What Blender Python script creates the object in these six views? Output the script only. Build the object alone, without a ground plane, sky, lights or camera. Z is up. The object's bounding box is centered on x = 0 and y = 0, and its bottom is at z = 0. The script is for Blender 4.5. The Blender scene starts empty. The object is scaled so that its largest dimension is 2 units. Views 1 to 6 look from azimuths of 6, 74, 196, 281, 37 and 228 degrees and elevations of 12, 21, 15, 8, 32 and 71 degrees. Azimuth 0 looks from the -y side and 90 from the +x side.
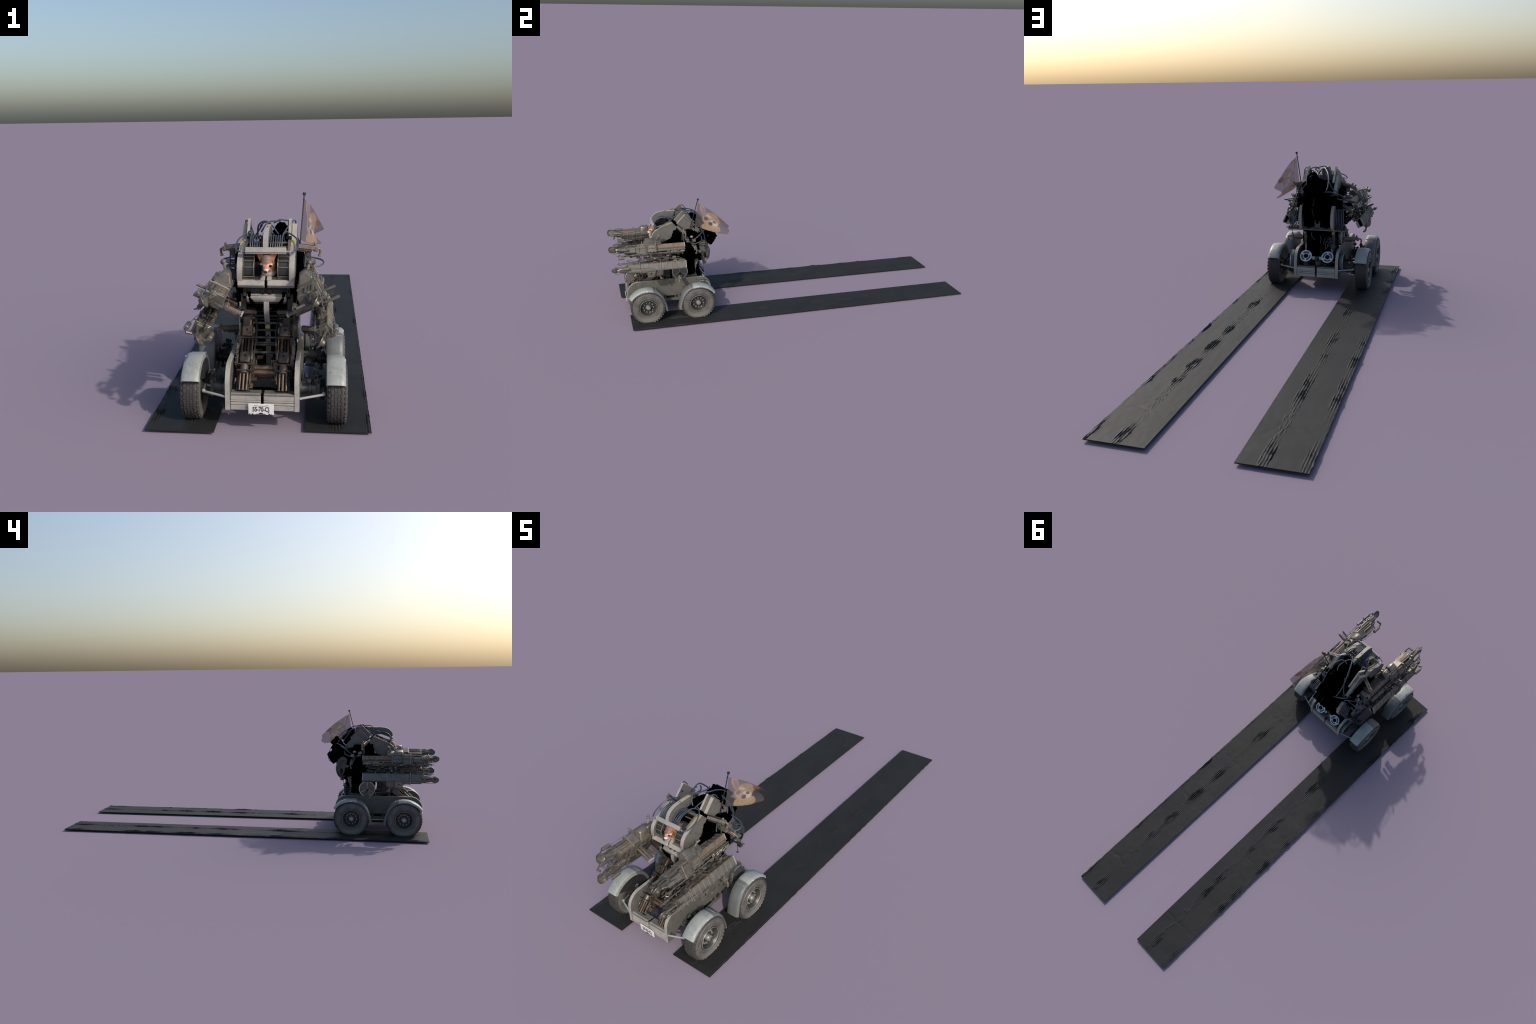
# Six-eyed look: an armoured walker torso with twin double guns, on a four wheeled hull,
# parked on two long rubber tyre-track strips.
import bpy, bmesh, math, random
from mathutils import Vector, Matrix, noise

XC, YC = 0.0135, -0.694          # centre of the vehicle in the world frame
rnd = random.Random(7)

# ------------------------------------------------------------------ materials
def new_mat(name):
    m = bpy.data.materials.new(name); m.use_nodes = True
    nt = m.node_tree
    for n in list(nt.nodes): nt.nodes.remove(n)
    out = nt.nodes.new('ShaderNodeOutputMaterial')
    b = nt.nodes.new('ShaderNodeBsdfPrincipled')
    nt.links.new(b.outputs[0], out.inputs[0])
    return m, nt, b, out

class G:
    """tiny node-graph helper"""
    def __init__(s, nt): s.nt = nt
    def n(s, t, **kw):
        nd = s.nt.nodes.new(t)
        for k, v in kw.items(): setattr(nd, k, v)
        return nd
    def link(s, a, b): s.nt.links.new(a, b)
    def put(s, sock, v):
        if hasattr(v, 'is_linked') or isinstance(v, bpy.types.NodeSocket): s.link(v, sock)
        else:
            if isinstance(v, tuple) and len(v) == 3 and sock.type == 'RGBA': v = v + (1,)
            sock.default_value = v
    def math(s, op, a, b=0.0, c=None, clamp=False):
        nd = s.n('ShaderNodeMath', operation=op); nd.use_clamp = clamp
        s.put(nd.inputs[0], a); s.put(nd.inputs[1], b)
        if c is not None: s.put(nd.inputs[2], c)
        return nd.outputs[0]
    def coord(s): return s.n('ShaderNodeTexCoord').outputs['Object']
    def mapped(s, scale=(1, 1, 1), loc=(0, 0, 0)):
        mp = s.n('ShaderNodeMapping'); s.link(s.coord(), mp.inputs[0])
        mp.inputs['Scale'].default_value = scale; mp.inputs['Location'].default_value = loc
        return mp.outputs[0]
    def noise(s, scale, detail=4, rough=.6, vec=None, dist=0.0):
        nd = s.n('ShaderNodeTexNoise'); s.link(vec or s.coord(), nd.inputs['Vector'])
        nd.inputs['Scale'].default_value = scale; nd.inputs['Detail'].default_value = detail
        nd.inputs['Roughness'].default_value = rough; nd.inputs['Distortion'].default_value = dist
        return nd.outputs['Fac']
    def ramp(s, fac, lo, hi):
        nd = s.n('ShaderNodeMapRange'); nd.interpolation_type = 'SMOOTHSTEP'
        s.put(nd.inputs[0], fac); nd.inputs[1].default_value = lo; nd.inputs[2].default_value = hi
        return nd.outputs[0]
    def mix(s, fac, a, b, mode='MIX'):
        nd = s.n('ShaderNodeMix', data_type='RGBA', blend_type=mode)
        s.put(nd.inputs[0], fac); s.put(nd.inputs[6], a); s.put(nd.inputs[7], b)
        return nd.outputs[2]
    def bump(s, h, strength=.3, dist=.001):
        nd = s.n('ShaderNodeBump'); s.link(h, nd.inputs['Height'])
        nd.inputs['Strength'].default_value = strength; nd.inputs['Distance'].default_value = dist
        return nd.outputs[0]
    def xyz(s):
        nd = s.n('ShaderNodeSeparateXYZ'); s.link(s.coord(), nd.inputs[0]); return nd.outputs

def worn(name, base, dark, light, metal=0.0, rough=.55, sc=40, rust=None, rust_amt=.62,
         scratch=None, bump=.25, spec=.5):
    m, nt, b, out = new_mat(name); g = G(nt)
    big = g.noise(sc, 6, .65)
    fine = g.noise(sc * 7, 4, .6)
    col = g.mix(g.ramp(big, .32, .6), dark, base)
    col = g.mix(g.math('MULTIPLY', g.ramp(fine, .5, .8), .55), col, light)
    if scratch:
        st = g.noise(60, 3, .5, g.mapped((.6, 2.2, .5)), 1.2)
        col = g.mix(g.math('MULTIPLY', g.ramp(st, .64, .72), .5), col, scratch)
    if rust:
        rs = g.noise(sc * 1.7, 5, .7, g.mapped((1, .35, 1), (3, 1, 2)))
        col = g.mix(g.math('MULTIPLY', g.ramp(rs, rust_amt - .08, rust_amt + .07), .8), col, rust)
    g.put(b.inputs['Base Color'], col)
    b.inputs['Metallic'].default_value = metal
    b.inputs['Specular IOR Level'].default_value = spec
    g.put(b.inputs['Roughness'], g.math('ADD', g.math('MULTIPLY', fine, .25), rough - .12))
    g.put(b.inputs['Normal'], g.bump(fine, bump, .0008))
    return m

M = {}
M['hull'] = worn('hull_paint', (.124, .120, .106), (.092, .090, .081), (.158, .153, .134), sc=28, rough=.55, scratch=(.22, .175, .09))
M['edge'] = worn('pale_edge', (.36, .334, .30), (.265, .257, .245), (.43, .396, .35), sc=35, rough=.5)
M['yellow'] = worn('ochre_patch', (.42, .35, .19), (.3, .26, .16), (.5, .44, .28), sc=60, rough=.6)
M['gun'] = worn('gun_steel', (.150, .138, .115), (.095, .088, .074), (.22, .20, .168), metal=.5, rough=.4, sc=55, rust=(.2, .105, .05), rust_amt=.66)
M['gunlite'] = worn('gun_steel_light', (.21, .192, .16), (.135, .124, .104), (.3, .275, .232), metal=.5, rough=.38, sc=55, rust=(.22, .12, .06), rust_amt=.7)
M['rib'] = worn('rib_plate', (.168, .161, .143), (.12, .115, .102), (.215, .206, .183), metal=.4, rough=.42, sc=45, rust=(.18, .10, .05), rust_amt=.72)
M['riblip'] = worn('rib_lip', (.225, .21, .183), (.16, .147, .127), (.29, .27, .235), metal=.3, rough=.42, sc=45)
M['rust'] = worn('rusty_steel', (.15, .095, .06), (.085, .058, .042), (.23, .155, .1), metal=.3, rough=.5, sc=70)
M['plank'] = worn('plank_steel', (.19, .148, .112), (.11, .085, .066), (.27, .215, .162), metal=.3, rough=.5, sc=60, rust=(.24, .12, .055), rust_amt=.6)
M['legs'] = worn('leg_steel', (.085, .072, .061), (.035, .03, .026), (.165, .142, .12), metal=.5, rough=.4, sc=60, rust=(.17, .09, .05), rust_amt=.62)
M['dark'] = worn('dark_steel', (.045, .045, .045), (.025, .025, .026), (.08, .078, .072), metal=.3, rough=.5, sc=60)
M['axle'] = worn('axle_steel', (.085, .092, .09), (.05, .055, .055), (.15, .16, .155), metal=.2, rough=.5, sc=50)
M['beam'] = worn('hook_beam', (.19, .155, .13), (.12, .10, .085), (.28, .235, .2), metal=.25, rough=.5, sc=50, rust=(.2, .12, .07), rust_amt=.7)
M['fender'] = worn('fender_paint', (.30, .318, .302), (.225, .243, .235), (.375, .39, .365), sc=22, rough=.45, bump=.5)
def fender_paint(name, fy):
    m = worn(name, (.31, .328, .31), (.24, .258, .25), (.385, .40, .375), sc=22, rough=.45, bump=.5)
    nt = m.node_tree; g = G(nt); b = [n for n in nt.nodes if n.type == 'BSDF_PRINCIPLED'][0]
    src = b.inputs['Base Color'].links[0].from_socket
    y = g.xyz()[1]; n1 = g.noise(30, 4, .6)
    yy = g.math('ADD', g.math('MULTIPLY', y, float(fy)), g.math('MULTIPLY', g.math('SUBTRACT', n1, .5), .006))
    dull = g.mix(g.math('MULTIPLY', g.ramp(yy, .026, .029), 1.0), src, g.mix(n1, (.10, .107, .112), (.15, .158, .16)))
    g.put(b.inputs['Base Color'], dull)
    return m
M['fender_fore'] = fender_paint('fender_paint_fore', 1); M['fender_aft'] = fender_paint('fender_paint_aft', -1)
M['rim'] = worn('rim_steel', (.06, .0595, .055), (.032, .032, .03), (.11, .108, .1), metal=.2, rough=.4, sc=60)
M['hub'] = worn('hub_steel', (.3, .3, .275), (.2, .2, .185), (.4, .4, .37), metal=.4, rough=.4, sc=60)
M['chrome'] = worn('polished_ring', (.5, .51, .5), (.36, .37, .37), (.62, .62, .6), metal=.6, rough=.32, sc=50)
M['fan'] = worn('speaker_ring', (.5, .56, .63), (.42, .48, .55), (.58, .63, .68), metal=.15, rough=.45, sc=60)
M['drab'] = worn('speaker_can', (.07, .068, .055), (.045, .045, .038), (.1, .097, .08), sc=40, rough=.6)
M['cable'] = worn('cable_rubber', (.05, .062, .083), (.035, .045, .062), (.08, .095, .12), sc=50, rough=.45)
M['pole'] = worn('pole_black', (.012, .012, .012), (.008, .008, .008), (.02, .02, .02), sc=50, rough=.5)
M['frame'] = worn('grille_frame', (.2, .165, .12), (.13, .11, .08), (.28, .24, .18), metal=.3, rough=.45, sc=60)
M['plate_white'] = worn('plate_enamel', (.76, .75, .73), (.66, .65, .63), (.8, .79, .77), sc=60, rough=.4)
M['ink'] = worn('black_ink', (.012, .012, .013), (.01, .01, .01), (.02, .02, .02), sc=60, rough=.5)
M['pit'] = worn('round_hole_dark', (.04, .028, .02), (.025, .02, .016), (.07, .045, .03), sc=60, rough=.8, spec=.2)
M['hole'] = worn('slot_dark', (.01, .01, .01), (.006, .006, .006), (.015, .014, .012), sc=60, rough=.9, spec=.1)

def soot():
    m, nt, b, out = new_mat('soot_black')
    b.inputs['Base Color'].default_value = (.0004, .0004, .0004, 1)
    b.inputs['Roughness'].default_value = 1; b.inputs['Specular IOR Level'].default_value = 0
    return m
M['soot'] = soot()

def mesh_mat():
    m, nt, b, out = new_mat('wire_gauze'); g = G(nt)
    w = g.n('ShaderNodeTexChecker'); g.link(g.mapped((1, 1, 1)), w.inputs[0]); w.inputs['Scale'].default_value = 420
    w.inputs[1].default_value = (.014, .016, .017, 1); w.inputs[2].default_value = (.045, .046, .046, 1)
    g.put(b.inputs['Base Color'], w.outputs[0]); b.inputs['Roughness'].default_value = .45
    return m
M['gauze'] = mesh_mat()

def tyre_mat():
    m, nt, b, out = new_mat('dusty_tyre'); g = G(nt)
    x, y, z = g.xyz()
    r = g.math('SQRT', g.math('ADD', g.math('MULTIPLY', y, y), g.math('MULTIPLY', z, z)))
    n1 = g.noise(45, 5, .6); n2 = g.noise(260, 3, .6)
    tread = g.mix(n1, (.024, .023, .022), (.06, .055, .051))
    side = g.mix(g.ramp(n1, .3, .7), (.075, .072, .066), (.135, .13, .118))
    rr = g.math('ADD', r, g.math('MULTIPLY', g.math('SUBTRACT', n1, .5), .008))
    col = g.mix(g.ramp(rr, .078, .086), side, tread)
    low = g.ramp(z, -.035, -.075)
    col = g.mix(g.math('MULTIPLY', low, g.math('SUBTRACT', 1.0, g.ramp(rr, .08, .088))), col, (.18, .17, .155))
    ring = g.math('MULTIPLY', g.ramp(r, .047, .051), g.math('SUBTRACT', 1, g.ramp(r, .054, .058)))
    col = g.mix(g.math('MULTIPLY', ring, .4), col, (.08, .078, .07))
    g.put(b.inputs['Base Color'], col); b.inputs['Roughness'].default_value = .6
    g.put(b.inputs['Normal'], g.bump(n2, .3, .0008))
    return m
M['tyre'] = tyre_mat()

def strip_mat():
    m, nt, b, out = new_mat('rubber_strip'); g = G(nt)
    n1 = g.noise(9, 6, .6); n2 = g.noise(120, 4, .6)
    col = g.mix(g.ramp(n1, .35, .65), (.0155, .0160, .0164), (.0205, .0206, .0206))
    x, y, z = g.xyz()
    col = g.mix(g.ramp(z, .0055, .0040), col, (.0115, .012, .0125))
    g.put(b.inputs['Base Color'], col); b.inputs['Roughness'].default_value = .62
    b.inputs['Specular IOR Level'].default_value = .27
    g.put(b.inputs['Normal'], g.bump(n2, .12, .0006))
    return m
M['strip'] = strip_mat()

def dog_mat():
    m, nt, b, out = new_mat('short_fur'); g = G(nt)
    x, y, z = g.xyz()
    n1 = g.noise(130, 4, .6); n2 = g.noise(700, 2, .5)
    col = g.mix(g.ramp(n1, .3, .7), (.30, .15, .085), (.23, .115, .065))
    fx = g.math('ABSOLUTE', x)
    # pale muzzle, blaze above it, pink-orange cheeks (object origin = head centre)
    pink = g.math('MULTIPLY', g.ramp(z, .001, -.006), g.ramp(y, .012, -.004))
    col = g.mix(pink, col, (.5, .22, .125))
    col = g.mix(g.math('MULTIPLY', g.math('MULTIPLY', g.ramp(fx, .0035, .006), g.ramp(z, -.001, -.004)), g.ramp(z, -.009, -.006)), col, (.6, .4, .32))
    muz = g.math('MULTIPLY', g.ramp(z, -.0145, -.0175), g.ramp(y, .004, -.006))
    col = g.mix(muz, col, (.66, .54, .52))
    wedge = g.math('MULTIPLY', g.ramp(g.math('ADD', fx, g.math('MULTIPLY', z, -.7)), .0075, .003), g.ramp(z, -.012, .002))
    col = g.mix(g.math('MULTIPLY', wedge, .8), col, (.16, .105, .075))
    g.put(b.inputs['Base Color'], col); b.inputs['Roughness'].default_value = .55
    g.put(b.inputs['Normal'], g.bump(n2, .2, .0006))
    return m
M['fur'] = dog_mat()
def torso_mat():
    m, nt, b, out = new_mat('coat_fur'); g = G(nt)
    x, y, z = g.xyz(); n1 = g.noise(140, 4, .6)
    col = g.mix(g.ramp(n1, .3, .7), (.22, .115, .05), (.10, .055, .03))
    col = g.mix(g.math('MULTIPLY', g.ramp(z, -.022, -.030), g.ramp(y, .005, -.012)), col, (.5, .38, .34))
    g.put(b.inputs['Base Color'], col); b.inputs['Roughness'].default_value = .7
    return m
M['coat'] = torso_mat()
def plain(name, col, rough=.3):
    m, nt, b, out = new_mat(name); b.inputs['Base Color'].default_value = col + (1,); b.inputs['Roughness'].default_value = rough
    return m
M['eye'] = plain('glossy_eye', (.006, .005, .006), .1)
M['nose'] = plain('nose_leather', (.03, .027, .03), .35)
M['ear'] = plain('ear_skin', (.33, .15, .09), .6)

def flag_mat():
    # sheer grey cloth with a dog portrait; object origin = top of the cloth at the pole, x axis along the cloth
    m, nt, b, out = new_mat('sheer_flag'); g = G(nt)
    a, d, z = g.xyz()
    n1 = g.noise(70, 4, .6)
    def ell(ca, cz, ra, rz, rot=0.0, soft=.25):
        c, s = math.cos(rot), math.sin(rot)
        da = g.math('SUBTRACT', a, ca); dz = g.math('SUBTRACT', z, cz)
        u = g.math('DIVIDE', g.math('ADD', g.math('MULTIPLY', da, c), g.math('MULTIPLY', dz, s)), ra)
        v = g.math('DIVIDE', g.math('SUBTRACT', g.math('MULTIPLY', dz, c), g.math('MULTIPLY', da, s)), rz)
        q = g.math('SQRT', g.math('ADD', g.math('MULTIPLY', u, u), g.math('MULTIPLY', v, v)))
        q = g.math('ADD', q, g.math('MULTIPLY', g.math('SUBTRACT', n1, .5), .35))
        return g.ramp(q, 1 + soft / 2, 1 - soft / 2)
    mx = lambda p, q: g.math('MAXIMUM', p, q)
    ear = ell(.027, -.038, .014, .034, -.28 + .6)
    earin = ell(.029, -.042, .009, .024, -.28 + .6)
    head = ell(.068, -.093, .05, .040, -.55)
    ear2 = ell(.122, -.093, .019, .008, -.55)
    neck = mx(ell(.045, -.135, .03, .022, -.2), ell(.088, -.143, .03, .02, -.3))
    shape = mx(mx(ear, head), mx(neck, ear2))
    col = g.mix(g.ramp(n1, .3, .7), (.098, .09, .09), (.106, .098, .097))
    tan = g.mix(g.ramp(n1, .35, .65), (.30, .215, .155), (.39, .29, .215))
    col = g.mix(shape, col, tan)
    col = g.mix(g.math('MULTIPLY', neck, g.ramp(n1, .35, .6)), col, (.36, .27, .17))
    col = g.mix(ear2, col, (.22, .115, .08))
    col = g.mix(earin, col, (.27, .17, .16))
    col = g.mix(ell(.082, -.112, .024, .014, -.6), col, (.5, .41, .32))
    col = g.mix(ell(.058, -.075, .018, .006, -.55), col, (.5, .41, .32))
    col = g.mix(ell(.041, -.087, .011, .009, -.5), col, (.17, .14, .15))
    col = g.mix(ell(.085, -.107, .010, .007, -.5), col, (.15, .11, .12))
    col = g.mix(ell(.064, -.115, .012, .009, -.5), col, (.13, .11, .12))
    g.put(b.inputs['Base Color'], col); b.inputs['Roughness'].default_value = .7
    b.inputs['Specular IOR Level'].default_value = .2
    tl = g.n('ShaderNodeBsdfTranslucent'); g.put(tl.inputs[0], col)
    tr = g.n('ShaderNodeBsdfTransparent')
    m1 = g.n('ShaderNodeMixShader'); m1.inputs[0].default_value = .12
    g.link(b.outputs[0], m1.inputs[1]); g.link(tl.outputs[0], m1.inputs[2])
    m2 = g.n('ShaderNodeMixShader')
    # the sheer ground shows more of what lies behind than the printed portrait does
    feat = mx(mx(earin, ell(.041, -.087, .011, .009, -.5)), mx(ell(.085, -.107, .010, .007, -.5), ell(.064, -.115, .012, .009, -.5)))
    solid = g.math('MULTIPLY', shape, g.math('SUBTRACT', 1.0, g.math('MULTIPLY', feat, .75)))
    # two faces of the cloth are crossed, so each side lets through the square root
    g.put(m2.inputs[0], g.math('SUBTRACT', .62, g.math('MULTIPLY', solid, .30)))
    g.link(m1.outputs[0], m2.inputs[1]); g.link(tr.outputs[0], m2.inputs[2])
    g.link(m2.outputs[0], out.inputs[0])
    return m
M['flag'] = flag_mat()

# ------------------------------------------------------------------ mesh builder
class B:
    """collects solids into one mesh.  Coordinates: X from the centre line, world y, world z."""
    def __init__(s, xf=None):
        s.bm = bmesh.new(); s.mats = []; s.xf = xf or Matrix.Identity(4)
    def mi(s, m):
        if m not in s.mats: s.mats.append(m)
        return s.mats.index(m)
    def _add(s, verts, faces, mat, T=None):
        T = s.xf @ T if T is not None else s.xf
        vs = [s.bm.verts.new(T @ Vector(v)) for v in verts]
        k = s.mi(mat); out = []
        for f in faces:
            try:
                fc = s.bm.faces.new([vs[i] for i in f]); fc.material_index = k; out.append(fc)
            except ValueError: pass
        return vs, out
    def box(s, c, d, mat, rot=None, bev=.0012, taper=None):
        """centre, full size; taper=(tx,ty) scales the top (+z) face"""
        hx, hy, hz = [v / 2 for v in d]
        tx, ty = taper or (1, 1)
        v = [(-hx, -hy, -hz), (hx, -hy, -hz), (hx, hy, -hz), (-hx, hy, -hz),
             (-hx * tx, -hy * ty, hz), (hx * tx, -hy * ty, hz), (hx * tx, hy * ty, hz), (-hx * tx, hy * ty, hz)]
        f = [(0, 3, 2, 1), (4, 5, 6, 7), (0, 1, 5, 4), (1, 2, 6, 5), (2, 3, 7, 6), (3, 0, 4, 7)]
        T = Matrix.Translation(c)
        if rot is not None: T = T @ rot.to_4x4()
        vs, fs = s._add(v, f, mat, T)
        bev = min(bev, min(d) * .3)
        if bev > 0.0003:
            es = list({e for fc in fs for e in fc.edges})
            bmesh.ops.bevel(s.bm, geom=es, offset=bev, segments=1, affect='EDGES', profile=.5, material=-1)
    def prism(s, prof, axis, a0, a1, mat, mat_edge=None, edge_skip=()):
        """extrude a closed outline; axis 'x': outline is (y,z); 'y': (x,z); 'z': (x,y)"""
        def P(p, a):
            return {'x': (a, p[0], p[1]), 'y': (p[0], a, p[1]), 'z': (p[0], p[1], a)}[axis]
        n = len(prof)
        v = [P(p, a0) for p in prof] + [P(p, a1) for p in prof]
        s._add(v, [tuple(range(n)), tuple(range(2 * n - 1, n - 1, -1))], mat)
        # separate rim, sharing positions
        sides = [(i, (i + 1) % n, n + (i + 1) % n, n + i) for i in range(n)]
        s._add(v, [f for i, f in enumerate(sides) if i not in edge_skip], mat_edge or mat)
        if edge_skip: s._add(v, [f for i, f in enumerate(sides) if i in edge_skip], mat)
    def lathe(s, prof, mat, T, seg=24, closed=False, caps=True):
        """prof: list of (axial, radius) turned about local x"""
        v = []; n = len(prof)
        for k in range(seg):
            a = 2 * math.pi * k / seg
            for (x, r) in prof: v.append((x, r * math.cos(a), r * math.sin(a)))
        f = []
        for k in range(seg):
            k2 = (k + 1) % seg
            for i in range(n - 1 + (1 if closed else 0)):
                j = (i + 1) % n
                f.append((k * n + i, k2 * n + i, k2 * n + j, k * n + j))
        vs, fs = s._add(v, f, mat, T)
        if not closed and caps:
            for i in (0, n - 1):
                if prof[i][1] > 1e-5:
                    try:
                        fc = s.bm.faces.new([vs[k * n + i] for k in range(seg)]); fc.material_index = s.mi(mat)
                    except ValueError: pass
    def cyl(s, p0, p1, r, mat, seg=12, r1=None, bev=0.0):
        p0, p1 = Vector(p0), Vector(p1); L = (p1 - p0).length
        if L < 1e-6: return
        T = Matrix.Translation(p0) @ (p1 - p0).to_track_quat('X', 'Z').to_matrix().to_4x4()
        r1 = r if r1 is None else r1
        pr = [(0, r), (L, r1)]
        if bev: pr = [(0, r - bev), (bev, r), (L - bev, r1), (L, r1 - bev)]
        s.lathe(pr, mat, T, seg)
    def ball(s, c, r, mat, sc=(1, 1, 1), seg=14, rot=None):
        T = Matrix.Translation(c)
        if rot is not None: T = T @ rot.to_4x4()
        pr = [(-r * math.cos(math.pi * i / 8) * 1.0, r * math.sin(math.pi * i / 8)) for i in range(9)]
        pr = [(p[0], max(p[1], 1e-4)) for p in pr]
        s.lathe(pr, mat, T @ Matrix.Diagonal((*sc, 1)), seg)
    def tube(s, pts, r, mat, seg=8, sub=6, smooth=True):
        """round tube along a Catmull-Rom curve through pts"""
        P = [Vector(p) for p in pts]
        if smooth and len(P) > 2:
            Q = [P[0] * 2 - P[1]] + P + [P[-1] * 2 - P[-2]]; C = []
            for i in range(1, len(Q) - 2):
                for k in range(sub):
                    t = k / sub; a, b_, c, d = Q[i - 1], Q[i], Q[i + 1], Q[i + 2]
                    C.append(.5 * (2 * b_ + (c - a) * t + (2 * a - 5 * b_ + 4 * c - d) * t * t + (3 * b_ - a - 3 * c + d) * t ** 3))
            C.append(P[-1])
        else: C = P
        n = len(C); v = []; up = Vector((.13, .2, .97)).normalized()
        for i, p in enumerate(C):
            t = (C[min(i + 1, n - 1)] - C[max(i - 1, 0)]).normalized()
            u = up - t * up.dot(t)
            if u.length < .05: u = Vector((1, 0, 0)) - t * t.x
            u.normalize(); w = t.cross(u); up = u
            for k in range(seg):
                a = 2 * math.pi * k / seg
                v.append(p + (u * math.cos(a) + w * math.sin(a)) * r)
        f = [(i * seg + k, i * seg + (k + 1) % seg, (i + 1) * seg + (k + 1) % seg, (i + 1) * seg + k)
             for i in range(n - 1) for k in range(seg)]
        f += [tuple(range(seg)), tuple(range((n - 1) * seg, n * seg))]
        s._add(v, f, mat)
    def obj(s, name, parent, origin=(0, YC, 0), angle=35, label=None):
        """origin given in (X, world y, z)"""
        o = Vector(origin)
        bmesh.ops.translate(s.bm, vec=-o, verts=s.bm.verts)
        bmesh.ops.recalc_face_normals(s.bm, faces=s.bm.faces)
        me = bpy.data.meshes.new(name); s.bm.to_mesh(me); s.bm.free()
        for k in s.mats: me.materials.append(M[k])
        for p in me.polygons: p.use_smooth = True
        me.set_sharp_from_angle(angle=math.radians(angle))
        ob = bpy.data.objects.new(name, me); bpy.context.collection.objects.link(ob)
        ob['_o'] = [o.x, o.y, o.z]
        place(ob, parent, o)
        return ob

def place(ob, parent, o):
    ob.parent = parent
    po = Vector(parent['_o']) if parent is not None and '_o' in parent else Vector((0, YC, 0))
    ob.location = Vector(o) - po
def dup(ob, name, parent, o):
    d = ob.copy(); d.name = name; bpy.context.collection.objects.link(d)
    d['_o'] = list(o); place(d, parent, o); return d
def applied(ob, name=None):
    """bake the modifiers of ob into its mesh"""
    dg = bpy.context.evaluated_depsgraph_get(); dg.update()
    me = bpy.data.meshes.new_from_object(ob.evaluated_get(dg))
    ob.modifiers.clear(); old = ob.data; ob.data = me; bpy.data.meshes.remove(old)
    return ob

def rx(a): return Matrix.Rotation(a, 3, 'X')
def ry(a): return Matrix.Rotation(a, 3, 'Y')
def rz(a): return Matrix.Rotation(a, 3, 'Z')

root = bpy.data.objects.new('armoured_vehicle', None); bpy.context.collection.objects.link(root)
root.location = (XC, YC, 0); root['_o'] = [0, YC, 0]
root['label'] = 'grey four wheeled gun walker carrying a small dog'
root['category'] = 'military vehicle'

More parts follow.
